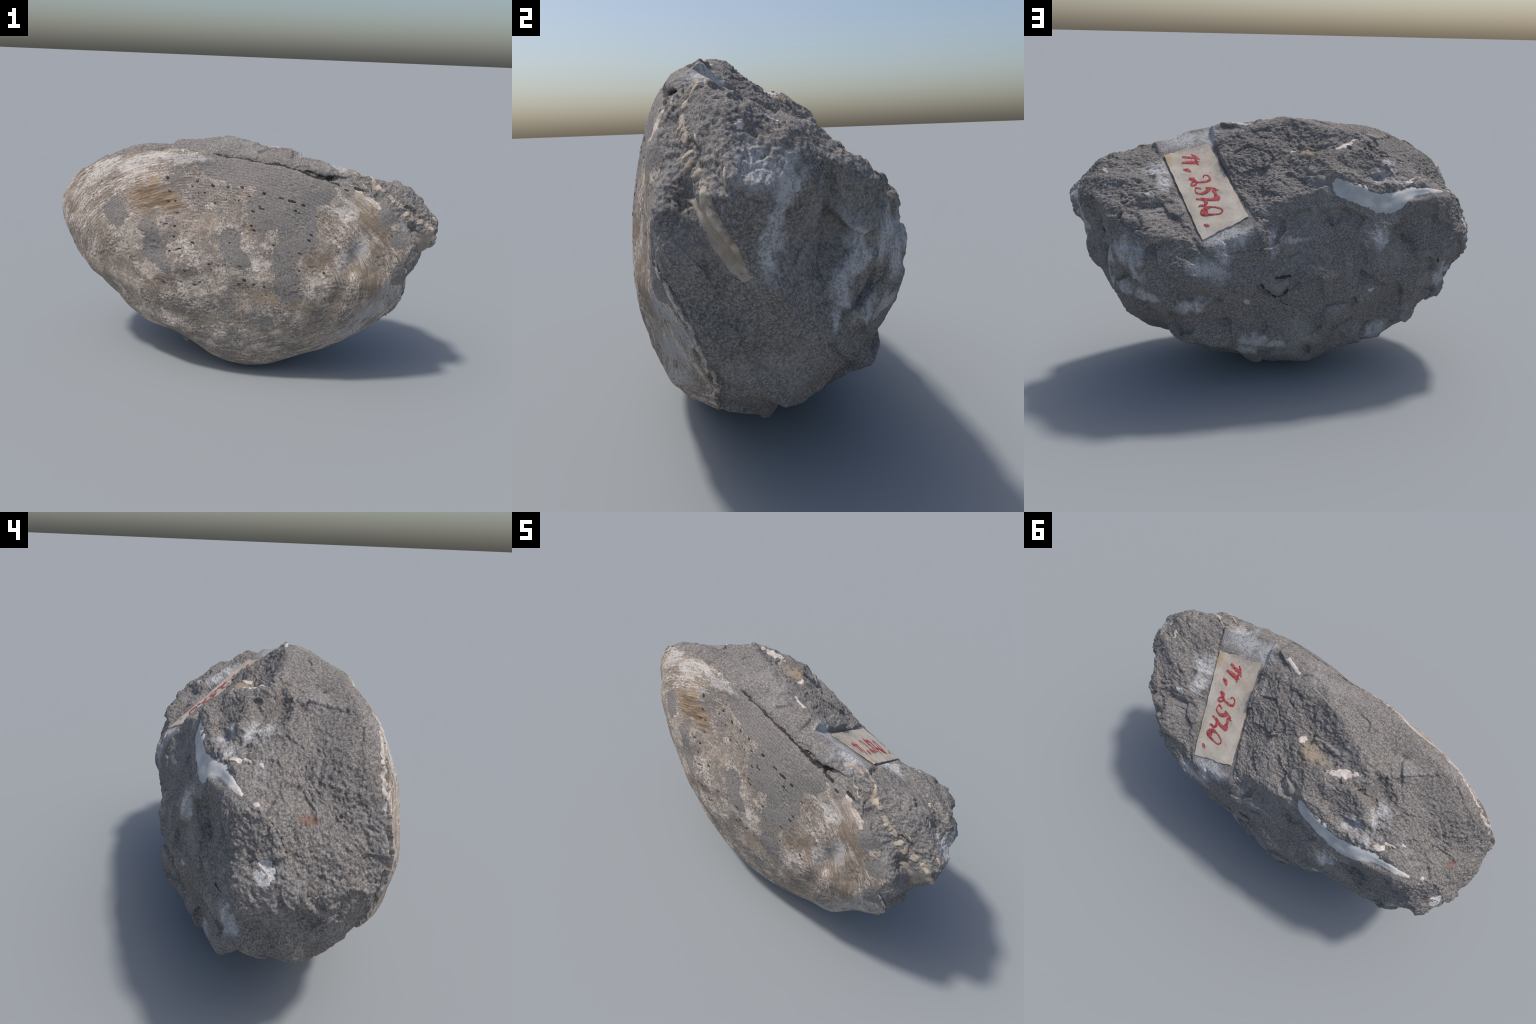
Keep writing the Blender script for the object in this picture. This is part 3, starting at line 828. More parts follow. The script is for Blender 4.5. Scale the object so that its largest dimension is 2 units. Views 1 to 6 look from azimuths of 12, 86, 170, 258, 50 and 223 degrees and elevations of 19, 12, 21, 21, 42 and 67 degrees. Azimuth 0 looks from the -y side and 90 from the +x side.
def shell_material():
    k = Nodes("weathered_shell")
    rock, height = rock_colour(k)
    rock = k.mix(0.35, rock, (0.195, 0.178, 0.168))
    where = k.wobbled(11, 0.11, 7)
    # growth lines: the outline shrunk towards the beak (see growth())
    flat = k.add("ShaderNodeMapping", vector_type="TEXTURE")
    k.put(flat.inputs["Vector"], k.wobbled(5, 0.035, 3))
    flat.inputs["Location"].default_value = (BEAK[0], 0, BEAK[1])
    flat.inputs["Scale"].default_value = (OUTLINE[1][0], 1000.0, OUTLINE[1][1])
    q = flat.outputs[0]
    off = [(OUTLINE[0][i] - BEAK[i]) / OUTLINE[1][i] for i in (0, 1)]
    qq = k.vec("DOT_PRODUCT", q, q)
    qk = k.vec("DOT_PRODUCT", q, (off[0], 0.0, off[1]))
    root = k.math("SQRT", k.math("ADD", k.math("MULTIPLY", qk, qk), k.math("MULTIPLY", qq, 1 - off[0] ** 2 - off[1] ** 2)))
    ring = k.math("DIVIDE", qq, k.math("ADD", k.math("ADD", qk, root), 1e-6))
    comb = k.add("ShaderNodeCombineXYZ")
    k.put(comb.inputs[0], ring)
    k.put(comb.inputs[1], k.math("MULTIPLY", k.noise(2.5, 3), 0.5))
    rings_fine = k.noise(150, 3, 0.65, comb.outputs[0])
    rings_wide = k.noise(24, 4, 0.6, comb.outputs[0])
    flat_xyz = k.add("ShaderNodeSeparateXYZ")
    k.put(flat_xyz.inputs[0], q)
    turn = k.math("ARCTAN2", flat_xyz.outputs[2], flat_xyz.outputs[0])
    along = k.add("ShaderNodeCombineXYZ")
    k.put(along.inputs[0], k.math("MULTIPLY", ring, 30.0))
    k.put(along.inputs[1], k.math("MULTIPLY", k.math("MULTIPLY", turn, ring), 5.0))
    streak = k.noise(1.0, 7, 0.72, along.outputs[0])
    margin = k.step(ring, 0.45, 0.78)
    worn = k.step(ring, 0.86, 0.55)          # 1 in the worn middle, 0 near the margin where streaks rule
    def streaky(iso, lined):
        return k.math("ADD", k.math("MULTIPLY", iso, worn), k.math("MULTIPLY", lined, k.math("SUBTRACT", 1.0, worn)))
    dirt = streaky(k.noise(11, 8, 0.74), k.math("ADD", k.math("MULTIPLY", k.noise(9, 7, 0.72), 0.35), k.math("MULTIPLY", streak, 0.65)))
    patch = streaky(k.noise(8, 7, 0.68, k.vec("ADD", k.wobbled(20, 0.03), (3.0, 1.0, 7.0))), k.noise(1.4, 7, 0.7, k.vec("ADD", along.outputs[0], (3.0, 1.0, 7.0))))
    col = k.mix(k.step(rings_wide, 0.38, 0.62), (0.312, 0.264, 0.216), (0.430, 0.370, 0.310))
    col = k.mix(k.step(patch, 0.49, 0.57), col, (0.585, 0.515, 0.450))
    col = k.mix(k.math("MULTIPLY", k.step(dirt, 0.49, 0.57), 0.85), col, (0.220, 0.180, 0.150))
    bands = k.noise(9, 5, 0.7, comb.outputs[0])
    col = k.mix(k.math("MULTIPLY", k.step(bands, 0.52, 0.60), 0.5), col, (0.235, 0.192, 0.158))
    lines = k.math("MULTIPLY", k.step(rings_fine, 0.53, 0.40), k.step(k.noise(6, 4), 0.32, 0.52))
    lines = k.math("MULTIPLY", lines, k.math("ADD", k.math("MULTIPLY", margin, 0.66), 0.28))
    col = k.mix(lines, col, (0.150, 0.124, 0.104))
    light_lines = k.math("MULTIPLY", k.step(rings_fine, 0.58, 0.68), k.math("MULTIPLY", margin, 0.5))
    col = k.mix(light_lines, col, (0.52, 0.44, 0.375))
    freckle = k.noise(150, 3, 0.8)
    col = k.mix(k.math("MULTIPLY", k.step(freckle, 0.45, 0.37), 0.7), col, (0.105, 0.094, 0.086))
    col = k.mix(k.math("MULTIPLY", k.step(freckle, 0.56, 0.66), 0.5), col, (0.70, 0.62, 0.56))
    # coloured stains
    tan = k.blobs(where, [((0.45, -0.36, 0.72), (0.10, 0.1, 0.06)), ((0.69, -0.30, 0.66), (0.08, 0.1, 0.07)), ((0.755, -0.31, 0.78), (0.06, 0.1, 0.08)),
                          ((0.71, -0.29, 0.58), (0.05, 0.1, 0.05)), ((0.37, -0.36, 0.46), (0.10, 0.1, 0.03)), ((0.64, -0.30, 0.93), (0.10, 0.1, 0.04), (0, 45, 0)),
                          ((0.08, -0.40, 0.86), (0.07, 0.1, 0.03)), ((-0.30, -0.4, 0.55), (0.12, 0.1, 0.05))], 0.7)
    col = k.mix(k.math("MULTIPLY", tan, k.step(dirt, 0.44, 0.54, 0.12, 0.8)), col, (0.215, 0.162, 0.115))
    ochre = k.blobs(where, [((0.209, -0.405, 0.505), (0.05, 0.08, 0.04)), ((0.29, -0.39, 0.475), (0.05, 0.08, 0.018))], 0.5)
    col = k.mix(k.math("MULTIPLY", ochre, k.step(dirt, 0.4, 0.55, 0.75, 0.3)), col, (0.37, 0.27, 0.16))
    brown = k.blobs(where, [((-0.43, -0.34, 0.94), (0.075, 0.1, 0.06)), ((-0.32, -0.345, 0.935), (0.09, 0.1, 0.05), (0, 10, 0)), ((-0.39, -0.33, 1.0), (0.03, 0.1, 0.05))], 0.45)
    brown_col = k.mix(k.step(streak, 0.42, 0.58), (0.165, 0.108, 0.066), (0.40, 0.292, 0.188))
    # how much shell is left: nearly whole at the blunt end, worn to a grey mottle in the middle
    tear = streaky(k.noise(17, 9, 0.78), k.math("ADD", k.math("MULTIPLY", k.noise(17, 8, 0.76), 0.5), k.math("MULTIPLY", k.noise(1.7, 6, 0.7, k.vec("ADD", along.outputs[0], (1.0, 6.0, 3.0))), 0.5)))
    blotch = k.noise(5.5, 4, 0.55, k.vec("ADD", k.coord, (9.0, 2.0, 4.0)))
    fleck = k.noise(125, 4, 0.8)
    bare = k.blobs(where, BARE, 0.05)
    keep = k.math("ADD", k.math("MULTIPLY", k.math("SUBTRACT", tear, 0.5), 5.5), k.math("MULTIPLY", k.math("SUBTRACT", blotch, 0.5), 2.2))
    keep = k.math("ADD", keep, k.math("MULTIPLY", k.math("SUBTRACT", fleck, 0.5), 6.0))
    sep = k.add("ShaderNodeSeparateXYZ")
    k.put(sep.inputs[0], k.coord)
    left = k.step(sep.outputs[0], -0.55, -0.30, 1.0, 0.0)
    right = k.step(sep.outputs[0], 0.35, 0.50)
    keep = k.math("ADD", keep, k.math("ADD", k.math("MULTIPLY", left, 1.5), k.math("MULTIPLY", right, 0.8)))
    keep = k.math("SUBTRACT", keep, k.math("MULTIPLY", bare, 1.0))
    keep = k.step(k.math("ADD", keep, 0.34), -0.10, 0.12)
    keep = k.math("MULTIPLY", keep, k.math("SUBTRACT", 1.0, k.step(bare, 0.35, 0.65)))
    col = k.mix(keep, rock, col)
    col = k.mix(k.math("MULTIPLY", brown, 0.85), col, brown_col)
    # chalk-white crusts
    white = k.blobs(where, [((0.555, -0.30, 0.955), (0.055, 0.1, 0.045), (0, 35, 0)), ((-0.28, -0.285, 1.13), (0.16, 0.1, 0.022), (0, 2, 0)),
                            ((-0.50, -0.285, 1.09), (0.12, 0.1, 0.03), (0, -15, 0)), ((-0.70, -0.26, 1.03), (0.12, 0.1, 0.035), (0, -38, 0)),
                            ((0.63, -0.33, 0.80), (0.03, 0.1, 0.05)), ((0.15, -0.41, 0.65), (0.015, 0.1, 0.04)), ((0.57, -0.33, 0.70), (0.04, 0.1, 0.05))], 0.28)
    flour = k.math("MULTIPLY", white, k.math("MULTIPLY", k.step(k.noise(90, 5, 0.75), 0.36, 0.56), k.step(k.noise(45, 4, 0.7, comb.outputs[0]), 0.36, 0.50, 0.35, 1.0)))
    col = k.mix(k.math("MULTIPLY", flour, 0.75), col, (0.58, 0.55, 0.52))
    blue = k.blobs(where, [((0.72, -0.23, 0.45), (0.10, 0.12, 0.05), (0, -40, 0)), ((0.79, -0.22, 0.54), (0.06, 0.12, 0.07), (0, -20, 0)), ((0.60, -0.2, 0.33), (0.12, 0.12, 0.05), (0, -30, 0)),
                           ((0.63, -0.335, 0.77), (0.035, 0.1, 0.06), (0, 20, 0))], 0.6)
    col = k.mix(k.math("MULTIPLY", blue, k.step(k.noise(24, 7, 0.75), 0.44, 0.54, 0.1, 0.9)), col, (0.36, 0.355, 0.355))
    soot = k.blobs(where, [((0.47, -0.33, 0.43), (0.075, 0.1, 0.07)), ((0.54, -0.32, 0.55), (0.028, 0.1, 0.09), (0, 25, 0)), ((0.60, -0.335, 0.72), (0.022, 0.1, 0.11), (0, 18, 0)),
                           ((-0.19, -0.43, 0.60), (0.06, 0.1, 0.03)), ((-0.12, -0.40, 0.35), (0.06, 0.1, 0.04))], 0.75)
    col = k.mix(k.math("MULTIPLY", soot, k.step(k.noise(80, 3, 0.7), 0.25, 0.6, 0.9, 0.45)), col, (0.115, 0.102, 0.09))
    olive = k.math("MULTIPLY", k.step(k.voronoi(46, k.wobbled(40, 0.02)), 0.28, 0.14), k.step(k.noise(7, 5, 0.65), 0.47, 0.57))
    col = k.mix(k.math("MULTIPLY", olive, k.step(ring, 0.80, 0.55, 0.1, 0.85)), col, (0.085, 0.074, 0.062))
    h = k.math("ADD", k.math("MULTIPLY", keep, 0.6), k.math("ADD", k.math("MULTIPLY", k.math("MULTIPLY", rings_fine, keep), 0.45), k.math("MULTIPLY", height, 0.4)))
    return k.finish(col, 0.85, h, 0.33, 0.004, 0.2)


def tinted(name, dark, light, scale=30, bump=0.4, rough=0.8, stripes=None, tide=None):
    k = Nodes(name)
    v = k.coord
    if stripes:
        v = k.vec("MULTIPLY", k.coord, stripes)
    a = k.noise(scale, 5, 0.62, v)
    col = k.mix(k.step(a, 0.32, 0.66), dark, light)
    col = k.mix(k.math("MULTIPLY", k.step(k.noise(200, 2, 0.6), 0.60, 0.72), 0.3), col, tuple(x * 0.55 for x in dark))
    return k.finish(col, rough, k.math("ADD", a, k.noise(180, 2)), bump, 0.003, 0.25)


def paper_material():
    k = Nodes("old_paper")
    a = k.noise(11, 4, 0.6)
    col = k.mix(k.step(a, 0.3, 0.7), (0.48, 0.405, 0.325), (0.59, 0.525, 0.45))
    col = k.mix(k.math("MULTIPLY", k.step(k.noise(34, 6, 0.7), 0.50, 0.66), 0.45), col, (0.36, 0.315, 0.265))
    c = {q: arr(p) for q, p in LABEL.items()}
    top = (c["top_left"] * 0.3 + c["top_right"] * 0.7)
    where = k.wobbled(25, 0.05)
    grime = k.blobs(where, [(tuple(top), (0.10, 0.05, 0.06)), (tuple(c["top_right"] * 0.7 + c["bottom_right"] * 0.3), (0.04, 0.08, 0.06))], 0.9)
    col = k.mix(k.math("MULTIPLY", grime, k.step(k.noise(40, 5, 0.7), 0.35, 0.6, 0.25, 0.8)), col, (0.285, 0.25, 0.22))
    brown = k.blobs(where, [(tuple(c["top_left"] * 0.93 + c["bottom_left"] * 0.07), (0.03, 0.03, 0.03))], 0.8)
    col = k.mix(k.math("MULTIPLY", brown, 0.7), col, (0.45, 0.31, 0.15))
    fibre = k.noise(150, 3, 0.7)
    col = k.mix(k.math("MULTIPLY", k.step(fibre, 0.42, 0.32), 0.35), col, (0.30, 0.27, 0.22))
    return k.finish(col, 0.85, k.math("ADD", fibre, a), 0.25, 0.003, 0.2)


# ---------------------------------------------------------------- label and ink
def label_point(a, b, h):
    c, down, across, n = label_frame()
    p = (1 - b) * ((1 - a) * c["top_left"] + a * c["top_right"]) + b * ((1 - a) * c["bottom_left"] + a * c["bottom_right"])
    curl = 0.0015 * math.sin(3.0 * b + 1.0) + 0.003 * max(0.0, 0.12 - b) * (1 - a) * 4
    return p + n * (h + curl)


def cockle(a, b):
    """slight waviness of the paper"""
    return 0.0007 * math.sin(a * 17 + b * 9) + 0.0006 * math.sin(b * 31 - a * 5)


def build_label(paper, ink, parent):
    n, m = 46, 24
    top, under = [], []
    for i in range(n):
        for j in range(m):
            b, a = i / (n - 1), j / (m - 1)
            ra = a + (0.008 * math.sin(i * 0.9) * math.sin(i * 0.31 + 1) if j in (0, m - 1) else 0)
            rb = b + (0.003 * math.sin(j * 1.4) + 0.005 * math.sin(j * 0.5) if i in (0, n - 1) else 0)
            top.append(label_point(ra, rb, 0.0022 + cockle(ra, rb)))
            under.append(label_point(ra, rb, -0.004))
    f = grid_faces(n, m)
    k = n * m
    rim = [(i * m, (i + 1) * m) for i in range(n - 1)] + [((n - 1) * m + j, (n - 1) * m + j + 1) for j in range(m - 1)]
    rim += [((i + 1) * m + m - 1, i * m + m - 1) for i in reversed(range(n - 1))] + [(j + 1, j) for j in reversed(range(m - 1))]
    walls = np.array([(a, a + k, b + k, b) for a, b in rim])
    label = mesh_object("paper_label", np.vstack([top, under]), np.vstack([f[:, ::-1], f + k, walls]), paper, parent, smooth=False)
    _, down, across, _ = label_frame()
    wide, tall = np.linalg.norm(across), np.linalg.norm(down)
    for s, (pts, pen) in enumerate(INK_STROKES):
        line = arr([(a * wide, b * tall) for a, b in pts])
        q = resample(np.column_stack([line, np.zeros(len(line))]), 12 * len(pts))[:, :2]
        w = np.interp(np.linspace(0, 1, len(q)), np.linspace(0, 1, len(pen)), pen) * wide * 0.57
        t = unit(np.gradient(q, axis=0))
        side = np.column_stack([-t[:, 1], t[:, 0]])
        jag = lambda z: 1 + 0.45 * perlin(np.column_stack([np.arange(len(q)) * 0.43 + s * 5, np.full(len(q), z), np.zeros(len(q))]))
        verts = []
        cols = ((1, 0.0002), (0.9, 0.0004), (0.0, 0.0004), (-0.9, 0.0004), (-1, 0.0002))
        for i in range(len(q)):
            l, r = jag(1.3)[i], jag(8.3)[i]
            for o, hh in cols:
                x = q[i] + side[i] * w[i] * o * (l if o > 0 else r)
                verts.append(label_point(x[0] / wide, x[1] / tall, 0.0024 + cockle(x[0] / wide, x[1] / tall) + hh + 0.00008 * s))
        fs = grid_faces(len(q), 5)
        mesh_object("ink_stroke", verts, fs, ink, label)
    return label


# ---------------------------------------------------------------- assembly
def main():
    thing = bpy.data.objects.new("fossil_shell_in_rock", None)
    bpy.context.scene.collection.objects.link(thing)
    thing["label"] = "broken grey rock holding a large weathered fossil clam shell with paper label"
    thing["category"] = "fossil shell"

    P, tri = rounded_lump(6)
    P, tri = refine(P, tri, relax=True)
    P, tri = refine(P, tri, relax=True)
    N = vertex_normals(P, tri)
    edge = 0.012 * np.stack([fbm(P * 16 + 40 * k, 3) for k in range(3)], 1)
    shell = inside_loop(stereo(P + edge), stereo(arr(SHELL_RIM))).astype(float)
    is_shell = shell > 0.5
    a, b = edges_of(tri)
    for _ in range(3):
        shell = neighbour_mean(shell[:, None], a, b)[:, 0]
    P, seat = carve(P, N, shell)
    N = vertex_normals(P, tri)
    P = roughen(P, N, shell, seat, (a, b))
    P[:, 2] = np.where(P[:, 2] < 0.012, 0.012 * np.exp((P[:, 2] - 0.012) / 0.012), P[:, 2])   # it rests on its lowest knobs
    P[:, 2] -= P[:, 2].min()
    N = vertex_normals(P, tri)

    rock, shell_mat = rock_material(), shell_material()
    whole = mesh_object("whole_lump", P, tri, rock)
    bpy.context.view_layer.update()
    tree = BVHTree.FromObject(whole, bpy.context.evaluated_depsgraph_get())
    bpy.data.objects.remove(whole)

    face_is_shell = is_shell[tri].sum(1) >= 2
    for name, faces, mat in (("shell_valve", tri[face_is_shell], shell_mat), ("rock_matrix", tri[~face_is_shell], rock)):
        used, f = np.unique(faces, return_inverse=True)
        ob = mesh_object(name, P[used], f.reshape(-1, 3), mat, thing)
        ob.data.normals_split_custom_set_from_vertices(N[used].astype(np.float32).tolist())

    white = tinted("white_shell_fragment", (0.48, 0.42, 0.375), (0.66, 0.60, 0.555), 45)
    nacre = tinted("oyster_shell", (0.43, 0.43, 0.425), (0.56, 0.555, 0.54), 16, 0.3, 0.65)
    horn = tinted("hinge_shell", (0.27, 0.22, 0.175), (0.52, 0.44, 0.36), 26, 0.5)
    tan = tinted("hinge_plate_shell", (0.30, 0.255, 0.205), (0.46, 0.40, 0.335), 14, 0.4)
    dark = tinted("dark_plate", (0.022, 0.02, 0.019), (0.065, 0.06, 0.056), 90, 0.6)
    slate = tinted("grey_pebble", (0.19, 0.185, 0.18), (0.25, 0.24, 0.235), 60, 0.3)
    pale = tinted("pale_pebble", (0.42, 0.40, 0.37), (0.50, 0.48, 0.45), 30, 0.3)

    # oyster sheet along the upper edge of the back
    inlay("oyster_fragment",
          [(-0.210, 0.266, 1.037), (-0.237, 0.275, 1.015), (-0.291, 0.272, 0.996), (-0.362, 0.270, 0.966), (-0.423, 0.272, 0.950), (-0.498, 0.262, 0.950), (-0.595, 0.240, 0.956), (-0.654, 0.228, 0.952), (-0.790, 0.202, 0.919)],
          [(-0.213, 0.276, 1.010), (-0.222, 0.290, 0.930), (-0.274, 0.297, 0.902), (-0.362, 0.305, 0.868), (-0.447, 0.312, 0.848), (-0.500, 0.312, 0.848), (-0.545, 0.303, 0.865), (-0.590, 0.288, 0.902), (-0.660, 0.262, 0.917), (-0.788, 0.206, 0.914)],
          nacre, thing, tree, 0.004, 0.11, 90, 18, even=8)
    fragments = [
        ([(-0.244, 0.136, 1.121), (-0.31, 0.112, 1.135), (-0.375, 0.065, 1.167)], [0.012, 0.05, 0.015]),
        ([(0.209, -0.145, 1.187), (0.157, -0.131, 1.194), (0.112, -0.119, 1.199)], [0.022, 0.022, 0.016]),
        ([(-0.053, 0.095, 1.089), (-0.068, 0.078, 1.105), (-0.08, 0.06, 1.122)], [0.03, 0.04, 0.025]),
        ([(-0.66, 0.245, 0.938), (-0.72, 0.232, 0.934), (-0.79, 0.212, 0.925)], [0.02, 0.035, 0.012]),
        ([(-0.80, 0.182, 0.905), (-0.81, 0.172, 0.907), (-0.82, 0.165, 0.905)], [0.006, 0.018, 0.006]),
        ([(-0.67, 0.142, 0.98), (-0.685, 0.138, 0.979), (-0.70, 0.134, 0.975)], [0.01, 0.02, 0.008]),
        ([(-0.61, 0.178, 0.976), (-0.63, 0.168, 0.973), (-0.65, 0.162, 0.972)], [0.008, 0.016, 0.006]),
        ([(-0.62, 0.185, 0.965), (-0.60, 0.20, 0.965), (-0.575, 0.22, 0.962)], [0.012, 0.026, 0.016]),
        ([(0.885, -0.065, 1.013), (0.895, -0.066, 1.002), (0.905, -0.067, 0.99)], [0.018, 0.026, 0.014]),
        ([(0.832, -0.006, 1.024), (0.838, 0.0, 1.019), (0.843, 0.008, 1.012)], [0.012, 0.018, 0.008]),
        ([(0.82, 0.03, 1.005), (0.828, 0.018, 1.01), (0.835, 0.005, 1.012)], [0.008, 0.016, 0.008]),
        ([(0.115, 0.329, 0.841), (0.10, 0.332, 0.838), (0.088, 0.333, 0.834)], [0.01, 0.018, 0.008]),
    ]
    for spine, w in fragments:
        sliver("shell_fragment", spine, w, white, thing, tree, lift=0.0025, ragged=0.24, n=20, m=7, bump=0.003)
    pebbles = [
        ([(0.638, 0.249, 0.878), (0.591, 0.24, 0.875), (0.538, 0.236, 0.866)], [0.01, 0.045, 0.008], slate),
        ([(0.215, 0.405, 0.475), (0.20, 0.41, 0.462), (0.193, 0.41, 0.445)], [0.018, 0.032, 0.01], pale),
        ([(-0.385, 0.362, 0.495), (-0.40, 0.359, 0.488), (-0.42, 0.35, 0.498)], [0.008, 0.02, 0.008], pale),
        ([(0.62, 0.205, 0.93), (0.60, 0.20, 0.935), (0.585, 0.19, 0.94)], [0.02, 0.035, 0.018], pale),
        ([(0.10, 0.412, 0.565), (0.055, 0.416, 0.53), (0.0, 0.41, 0.575)], [0.05, 0.075, 0.03], slate),
    ]
    for spine, w, mat in pebbles:
        sliver("embedded_pebble", spine, w, mat, thing, tree, lift=0.003, ragged=0.10, n=20, m=8)
    sliver("mineral_crust", [(-0.905, 0.165, 0.785), (-0.922, 0.164, 0.748), (-0.922, 0.178, 0.705)], [0.045, 0.085, 0.055],
           tinted("white_crust", (0.34, 0.335, 0.33), (0.62, 0.61, 0.60), 150), thing, tree, lift=0.002, ragged=0.16, n=24, m=10)

    # the broken edge of the shell, seen as a pale line between shell and rock
    edge_mat = tinted("broken_shell_edge", (0.36, 0.31, 0.27), (0.62, 0.56, 0.50), 60)
    for k0, k1, w in ((19, 26, 0.020), (31, 39, 0.016), (0, 4, 0.014)):
        part = arr((SHELL_RIM + SHELL_RIM)[k0:k1])
        sliver("shell_edge", part, [w * random.uniform(0.5, 1.2) for _ in part], edge_mat, thing, tree, lift=0.0015, ragged=0.35, n=20 * len(part), m=5, bump=0.002)
    # hinge: broken row of low teeth on a ridge, with the tan plate curling into the hollow below it
    inlay("hinge_plate",
          [(0.885, -0.205, 0.852), (0.912, -0.176, 0.821), (0.921, -0.163, 0.774), (0.924, -0.139, 0.730), (0.898, -0.109, 0.684), (0.881, -0.067, 0.640)],
          [(0.935, -0.145, 0.850), (0.949, -0.134, 0.818), (0.956, -0.108, 0.772), (0.922, -0.086, 0.727), (0.908, -0.063, 0.689), (0.911, -0.046, 0.658)],
          tan, thing, tree, 0.003, 0.12, 44, 14, even=4)
    sliver("hinge_fold", [(0.938, -0.146, 0.868), (0.950, -0.134, 0.825), (0.957, -0.110, 0.780), (0.935, -0.088, 0.735), (0.918, -0.066, 0.692)], [0.020, 0.024, 0.018, 0.016, 0.008],
           horn, thing, tree, lift=0.008, ragged=0.2, n=50, m=8, bump=0.003)
    inlay("hinge_plate", [(0.735, -0.205, 1.018), (0.77, -0.205, 0.985), (0.81, -0.198, 0.95)], [(0.74, -0.185, 1.025), (0.78, -0.18, 0.995), (0.828, -0.17, 0.965)],
          tan, thing, tree, 0.001, 0.15, 30, 8, bump=0.002)
    teeth = [((0.698, -0.189, 1.053), 0.030, 0.030), ((0.721, -0.189, 1.037), 0.020, 0.018), ((0.800, -0.184, 0.960), 0.020, 0.036), ((0.832, -0.181, 0.930), 0.036, 0.022),
             ((0.852, -0.175, 0.905), 0.032, 0.022), ((0.892, -0.157, 0.887), 0.030, 0.026), ((0.932, -0.146, 0.868), 0.024, 0.026), ((0.957, -0.139, 0.848), 0.018, 0.018),
             ((0.765, -0.195, 0.988), 0.022, 0.012), ((0.783, -0.190, 0.973), 0.018, 0.012)]
    row = arr([(0.694, -0.18, 1.06), (0.759, -0.194, 0.991), (0.83, -0.181, 0.931), (0.96, -0.135, 0.845)])
    for p, long, wide in teeth:
        p, long, wide = arr(p), long * 1.25, wide * 1.2
        k = int(np.clip(np.searchsorted(row[:, 0], p[0]) - 1, 0, 2))
        tangent = unit((row[k + 1] - row[k])[None])[0]
        out = unit(((p - CENTRE) / HALF ** 2)[None])[0]
        side = unit(np.cross(out, tangent)[None])[0] + tangent * random.uniform(-0.25, 0.25)
        sliver("hinge_tooth", [p - side * long * 0.38, p, p + side * long * 0.38], [wide * 0.9, wide * 1.15, wide * 0.85], horn, thing, tree,
               lift=0.0035, ragged=0.2, n=14, m=9, bump=0.004, even=1)
    for a_, m_, b_, w in (((0.515, -0.192, 1.12), (0.545, -0.165, 1.112), (0.585, -0.155, 1.10), 0.022), ((0.545, -0.135, 1.102), (0.60, -0.135, 1.095), (0.64, -0.15, 1.086), 0.016),
                          ((0.635, -0.152, 1.087), (0.668, -0.165, 1.08), (0.695, -0.185, 1.062), 0.018), ((0.620, -0.218, 1.075), (0.637, -0.225, 1.060), (0.66, -0.222, 1.050), 0.012),
                          ((0.575, -0.195, 1.098), (0.60, -0.208, 1.083), (0.625, -0.213, 1.075), 0.014), ((0.815, -0.160, 0.972), (0.835, -0.155, 0.955), (0.845, -0.150, 0.94), 0.008),
                          ((0.93, -0.10, 0.90), (0.95, -0.10, 0.88), (0.965, -0.10, 0.865), 0.008)):
        sliver("hinge_shell_sliver", [a_, m_, b_], [w * 0.4, w, w * 0.5], horn, thing, tree, lift=0.003, ragged=0.22, n=20, m=7, bump=0.002)

    # near-black ragged strip along the crack line between shell and rock: thin on the left, widening to the right
    crack = [(-0.175, -0.247, 1.170), (-0.12, -0.249, 1.164), (-0.05, -0.252, 1.156), (0.02, -0.255, 1.151), (0.08, -0.257, 1.147), (0.15, -0.262, 1.138), (0.215, -0.264, 1.130), (0.29, -0.263, 1.117),
             (0.36, -0.262, 1.107), (0.42, -0.258, 1.098), (0.475, -0.245, 1.093), (0.52, -0.245, 1.080)]
    sliver("crack", crack, [0.006, 0.012, 0.016, 0.006, 0.018, 0.010, 0.020, 0.014, 0.026, 0.030, 0.052, 0.024], dark, thing, tree, lift=0.0012, ragged=0.5, n=150, m=7, even=1)
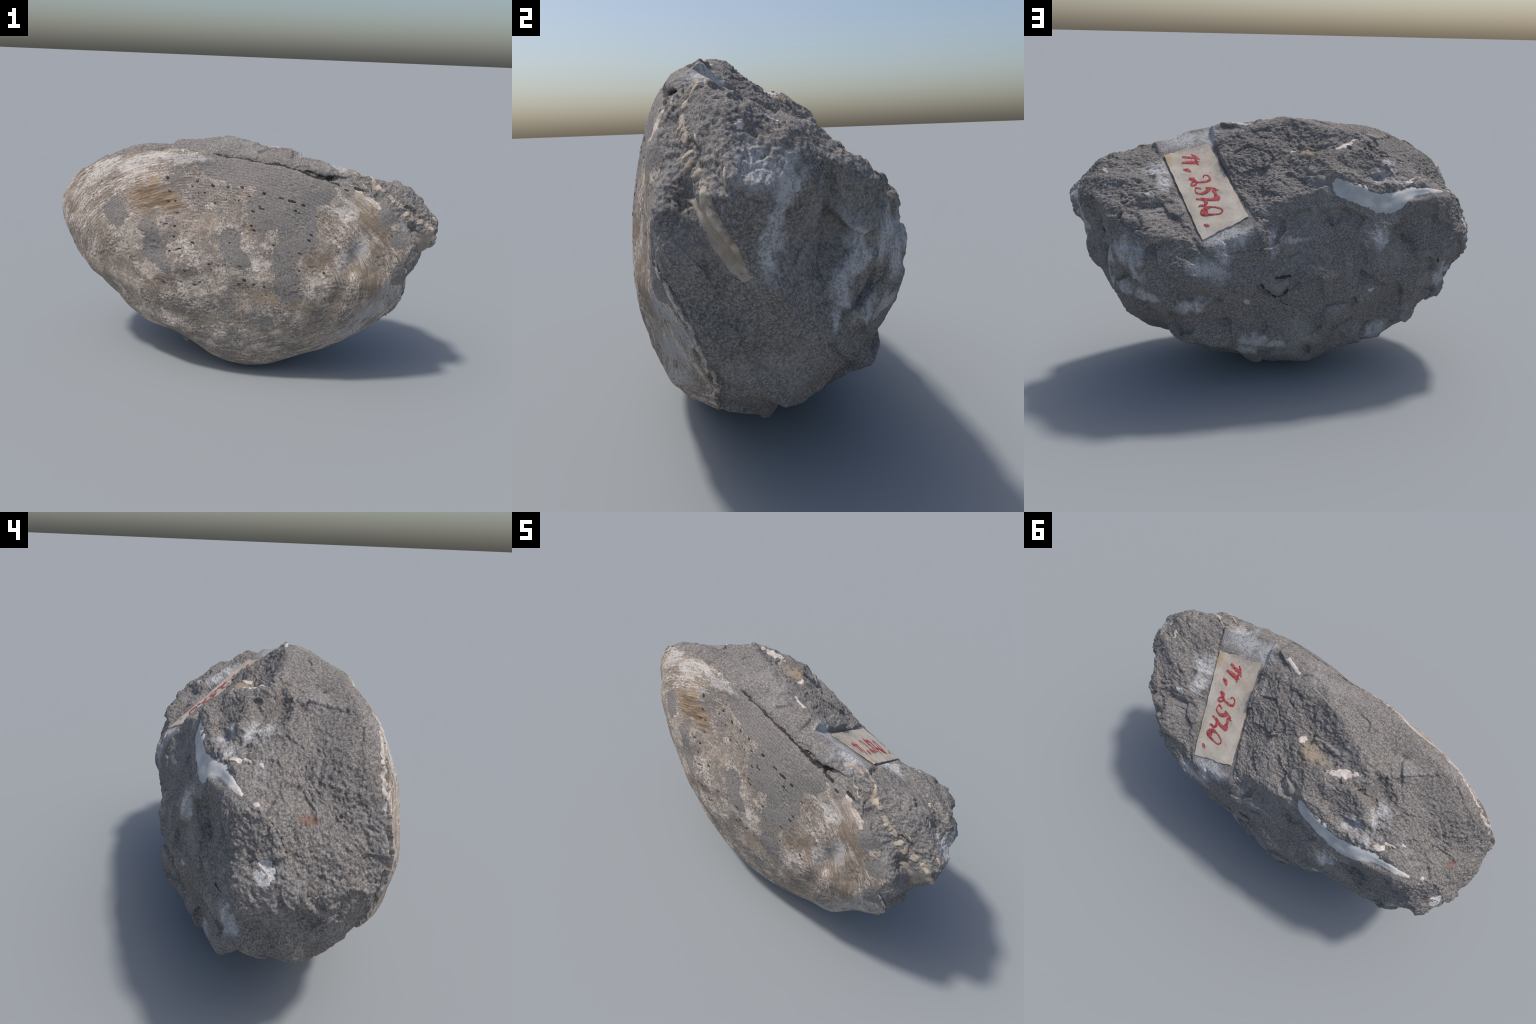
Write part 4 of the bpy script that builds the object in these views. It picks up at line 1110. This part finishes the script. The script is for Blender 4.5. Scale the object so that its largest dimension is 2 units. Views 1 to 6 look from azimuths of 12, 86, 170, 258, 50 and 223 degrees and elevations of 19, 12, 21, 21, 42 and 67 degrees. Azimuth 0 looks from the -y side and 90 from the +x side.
    # small near-black plates along the crack line and scattered over the shell and back
    pits = [
        ((0.455, -0.255, 1.080), (0.525, -0.250, 1.060), 0.018),
        ((0.585, -0.240, 1.056), (0.64, -0.238, 1.040), 0.016), ((0.535, -0.26, 1.045), (0.565, -0.26, 1.04), 0.010),
        ((-0.332, -0.315, 1.045), (-0.312, -0.316, 1.033), 0.018), ((-0.185, -0.312, 1.042), (-0.168, -0.313, 1.035), 0.012), ((-0.10, -0.312, 1.024), (-0.078, -0.315, 1.015), 0.014),
        ((-0.02, -0.320, 1.024), (-0.004, -0.323, 1.014), 0.012), ((0.05, -0.328, 1.025), (0.068, -0.330, 1.018), 0.012), ((0.158, -0.338, 1.009), (0.182, -0.339, 1.006), 0.012),
        ((0.238, -0.337, 0.994), (0.27, -0.338, 0.990), 0.009), ((0.28, -0.336, 0.983), (0.328, -0.335, 0.979), 0.012), ((0.348, -0.333, 0.970), (0.368, -0.332, 0.962), 0.014),
        ((0.15, -0.358, 0.937), (0.18, -0.357, 0.934), 0.009), ((-0.077, -0.341, 0.939), (-0.063, -0.342, 0.935), 0.012), ((-0.267, -0.390, 0.821), (-0.253, -0.391, 0.815), 0.013),
        ((-0.263, -0.410, 0.776), (-0.253, -0.411, 0.766), 0.012), ((-0.077, -0.423, 0.654), (-0.064, -0.423, 0.649), 0.013), ((0.094, -0.416, 0.589), (0.114, -0.416, 0.584), 0.016),
        ((0.147, -0.413, 0.576), (0.159, -0.413, 0.571), 0.010), ((0.195, -0.406, 0.564), (0.207, -0.406, 0.560), 0.012), ((0.457, -0.354, 0.653), (0.471, -0.354, 0.649), 0.012),
        ((-0.245, -0.422, 0.711), (-0.212, -0.422, 0.716), 0.008), ((-0.293, -0.427, 0.700), (-0.275, -0.427, 0.701), 0.010), ((-0.818, -0.199, 1.040), (-0.802, -0.200, 1.044), 0.020),
        ((-0.912, -0.06, 0.905), (-0.908, -0.058, 0.893), 0.014),
        ((0.13, 0.414, 0.575), (0.115, 0.418, 0.54), 0.016), ((0.12, 0.418, 0.54), (0.055, 0.413, 0.472), 0.022), ((0.056, 0.413, 0.474), (0.0, 0.42, 0.533), 0.009),
        ((0.07, 0.412, 0.59), (-0.015, 0.407, 0.60), 0.016), ((0.045, 0.41, 0.47), (0.0, 0.41, 0.445), 0.006), ((-0.70, 0.266, 0.62), (-0.782, 0.257, 0.572), 0.010),
    ]
    for _ in range(34):              # broken rows of smaller dark plates below the crack and over the worn middle
        x, z = random.uniform(-0.34, 0.50), random.choice((random.gauss(0.985, 0.035), random.uniform(0.50, 0.95)))
        z -= 0.07 * max(0.0, x)
        pits.append(((x, -0.36, z), (x + random.uniform(0.006, 0.022), -0.36, z - random.uniform(-0.004, 0.010)), random.uniform(0.005, 0.011)))
    for a_, b_, w in pits:
        a_, b_ = arr(a_), arr(b_)
        mid = (a_ + b_) / 2 + np.array([1, 0, 1]) * RNG.uniform(-0.004, 0.004)
        sliver("dark_plate", [a_, mid, b_], [w * 0.8, w * 1.35, w * 0.8], dark, thing, tree, lift=0.0015, ragged=0.26, n=18, m=7)

    build_label(paper_material(), tinted("red_ink", (0.33, 0.016, 0.024), (0.46, 0.13, 0.125), 85, 0.2), thing)


main()
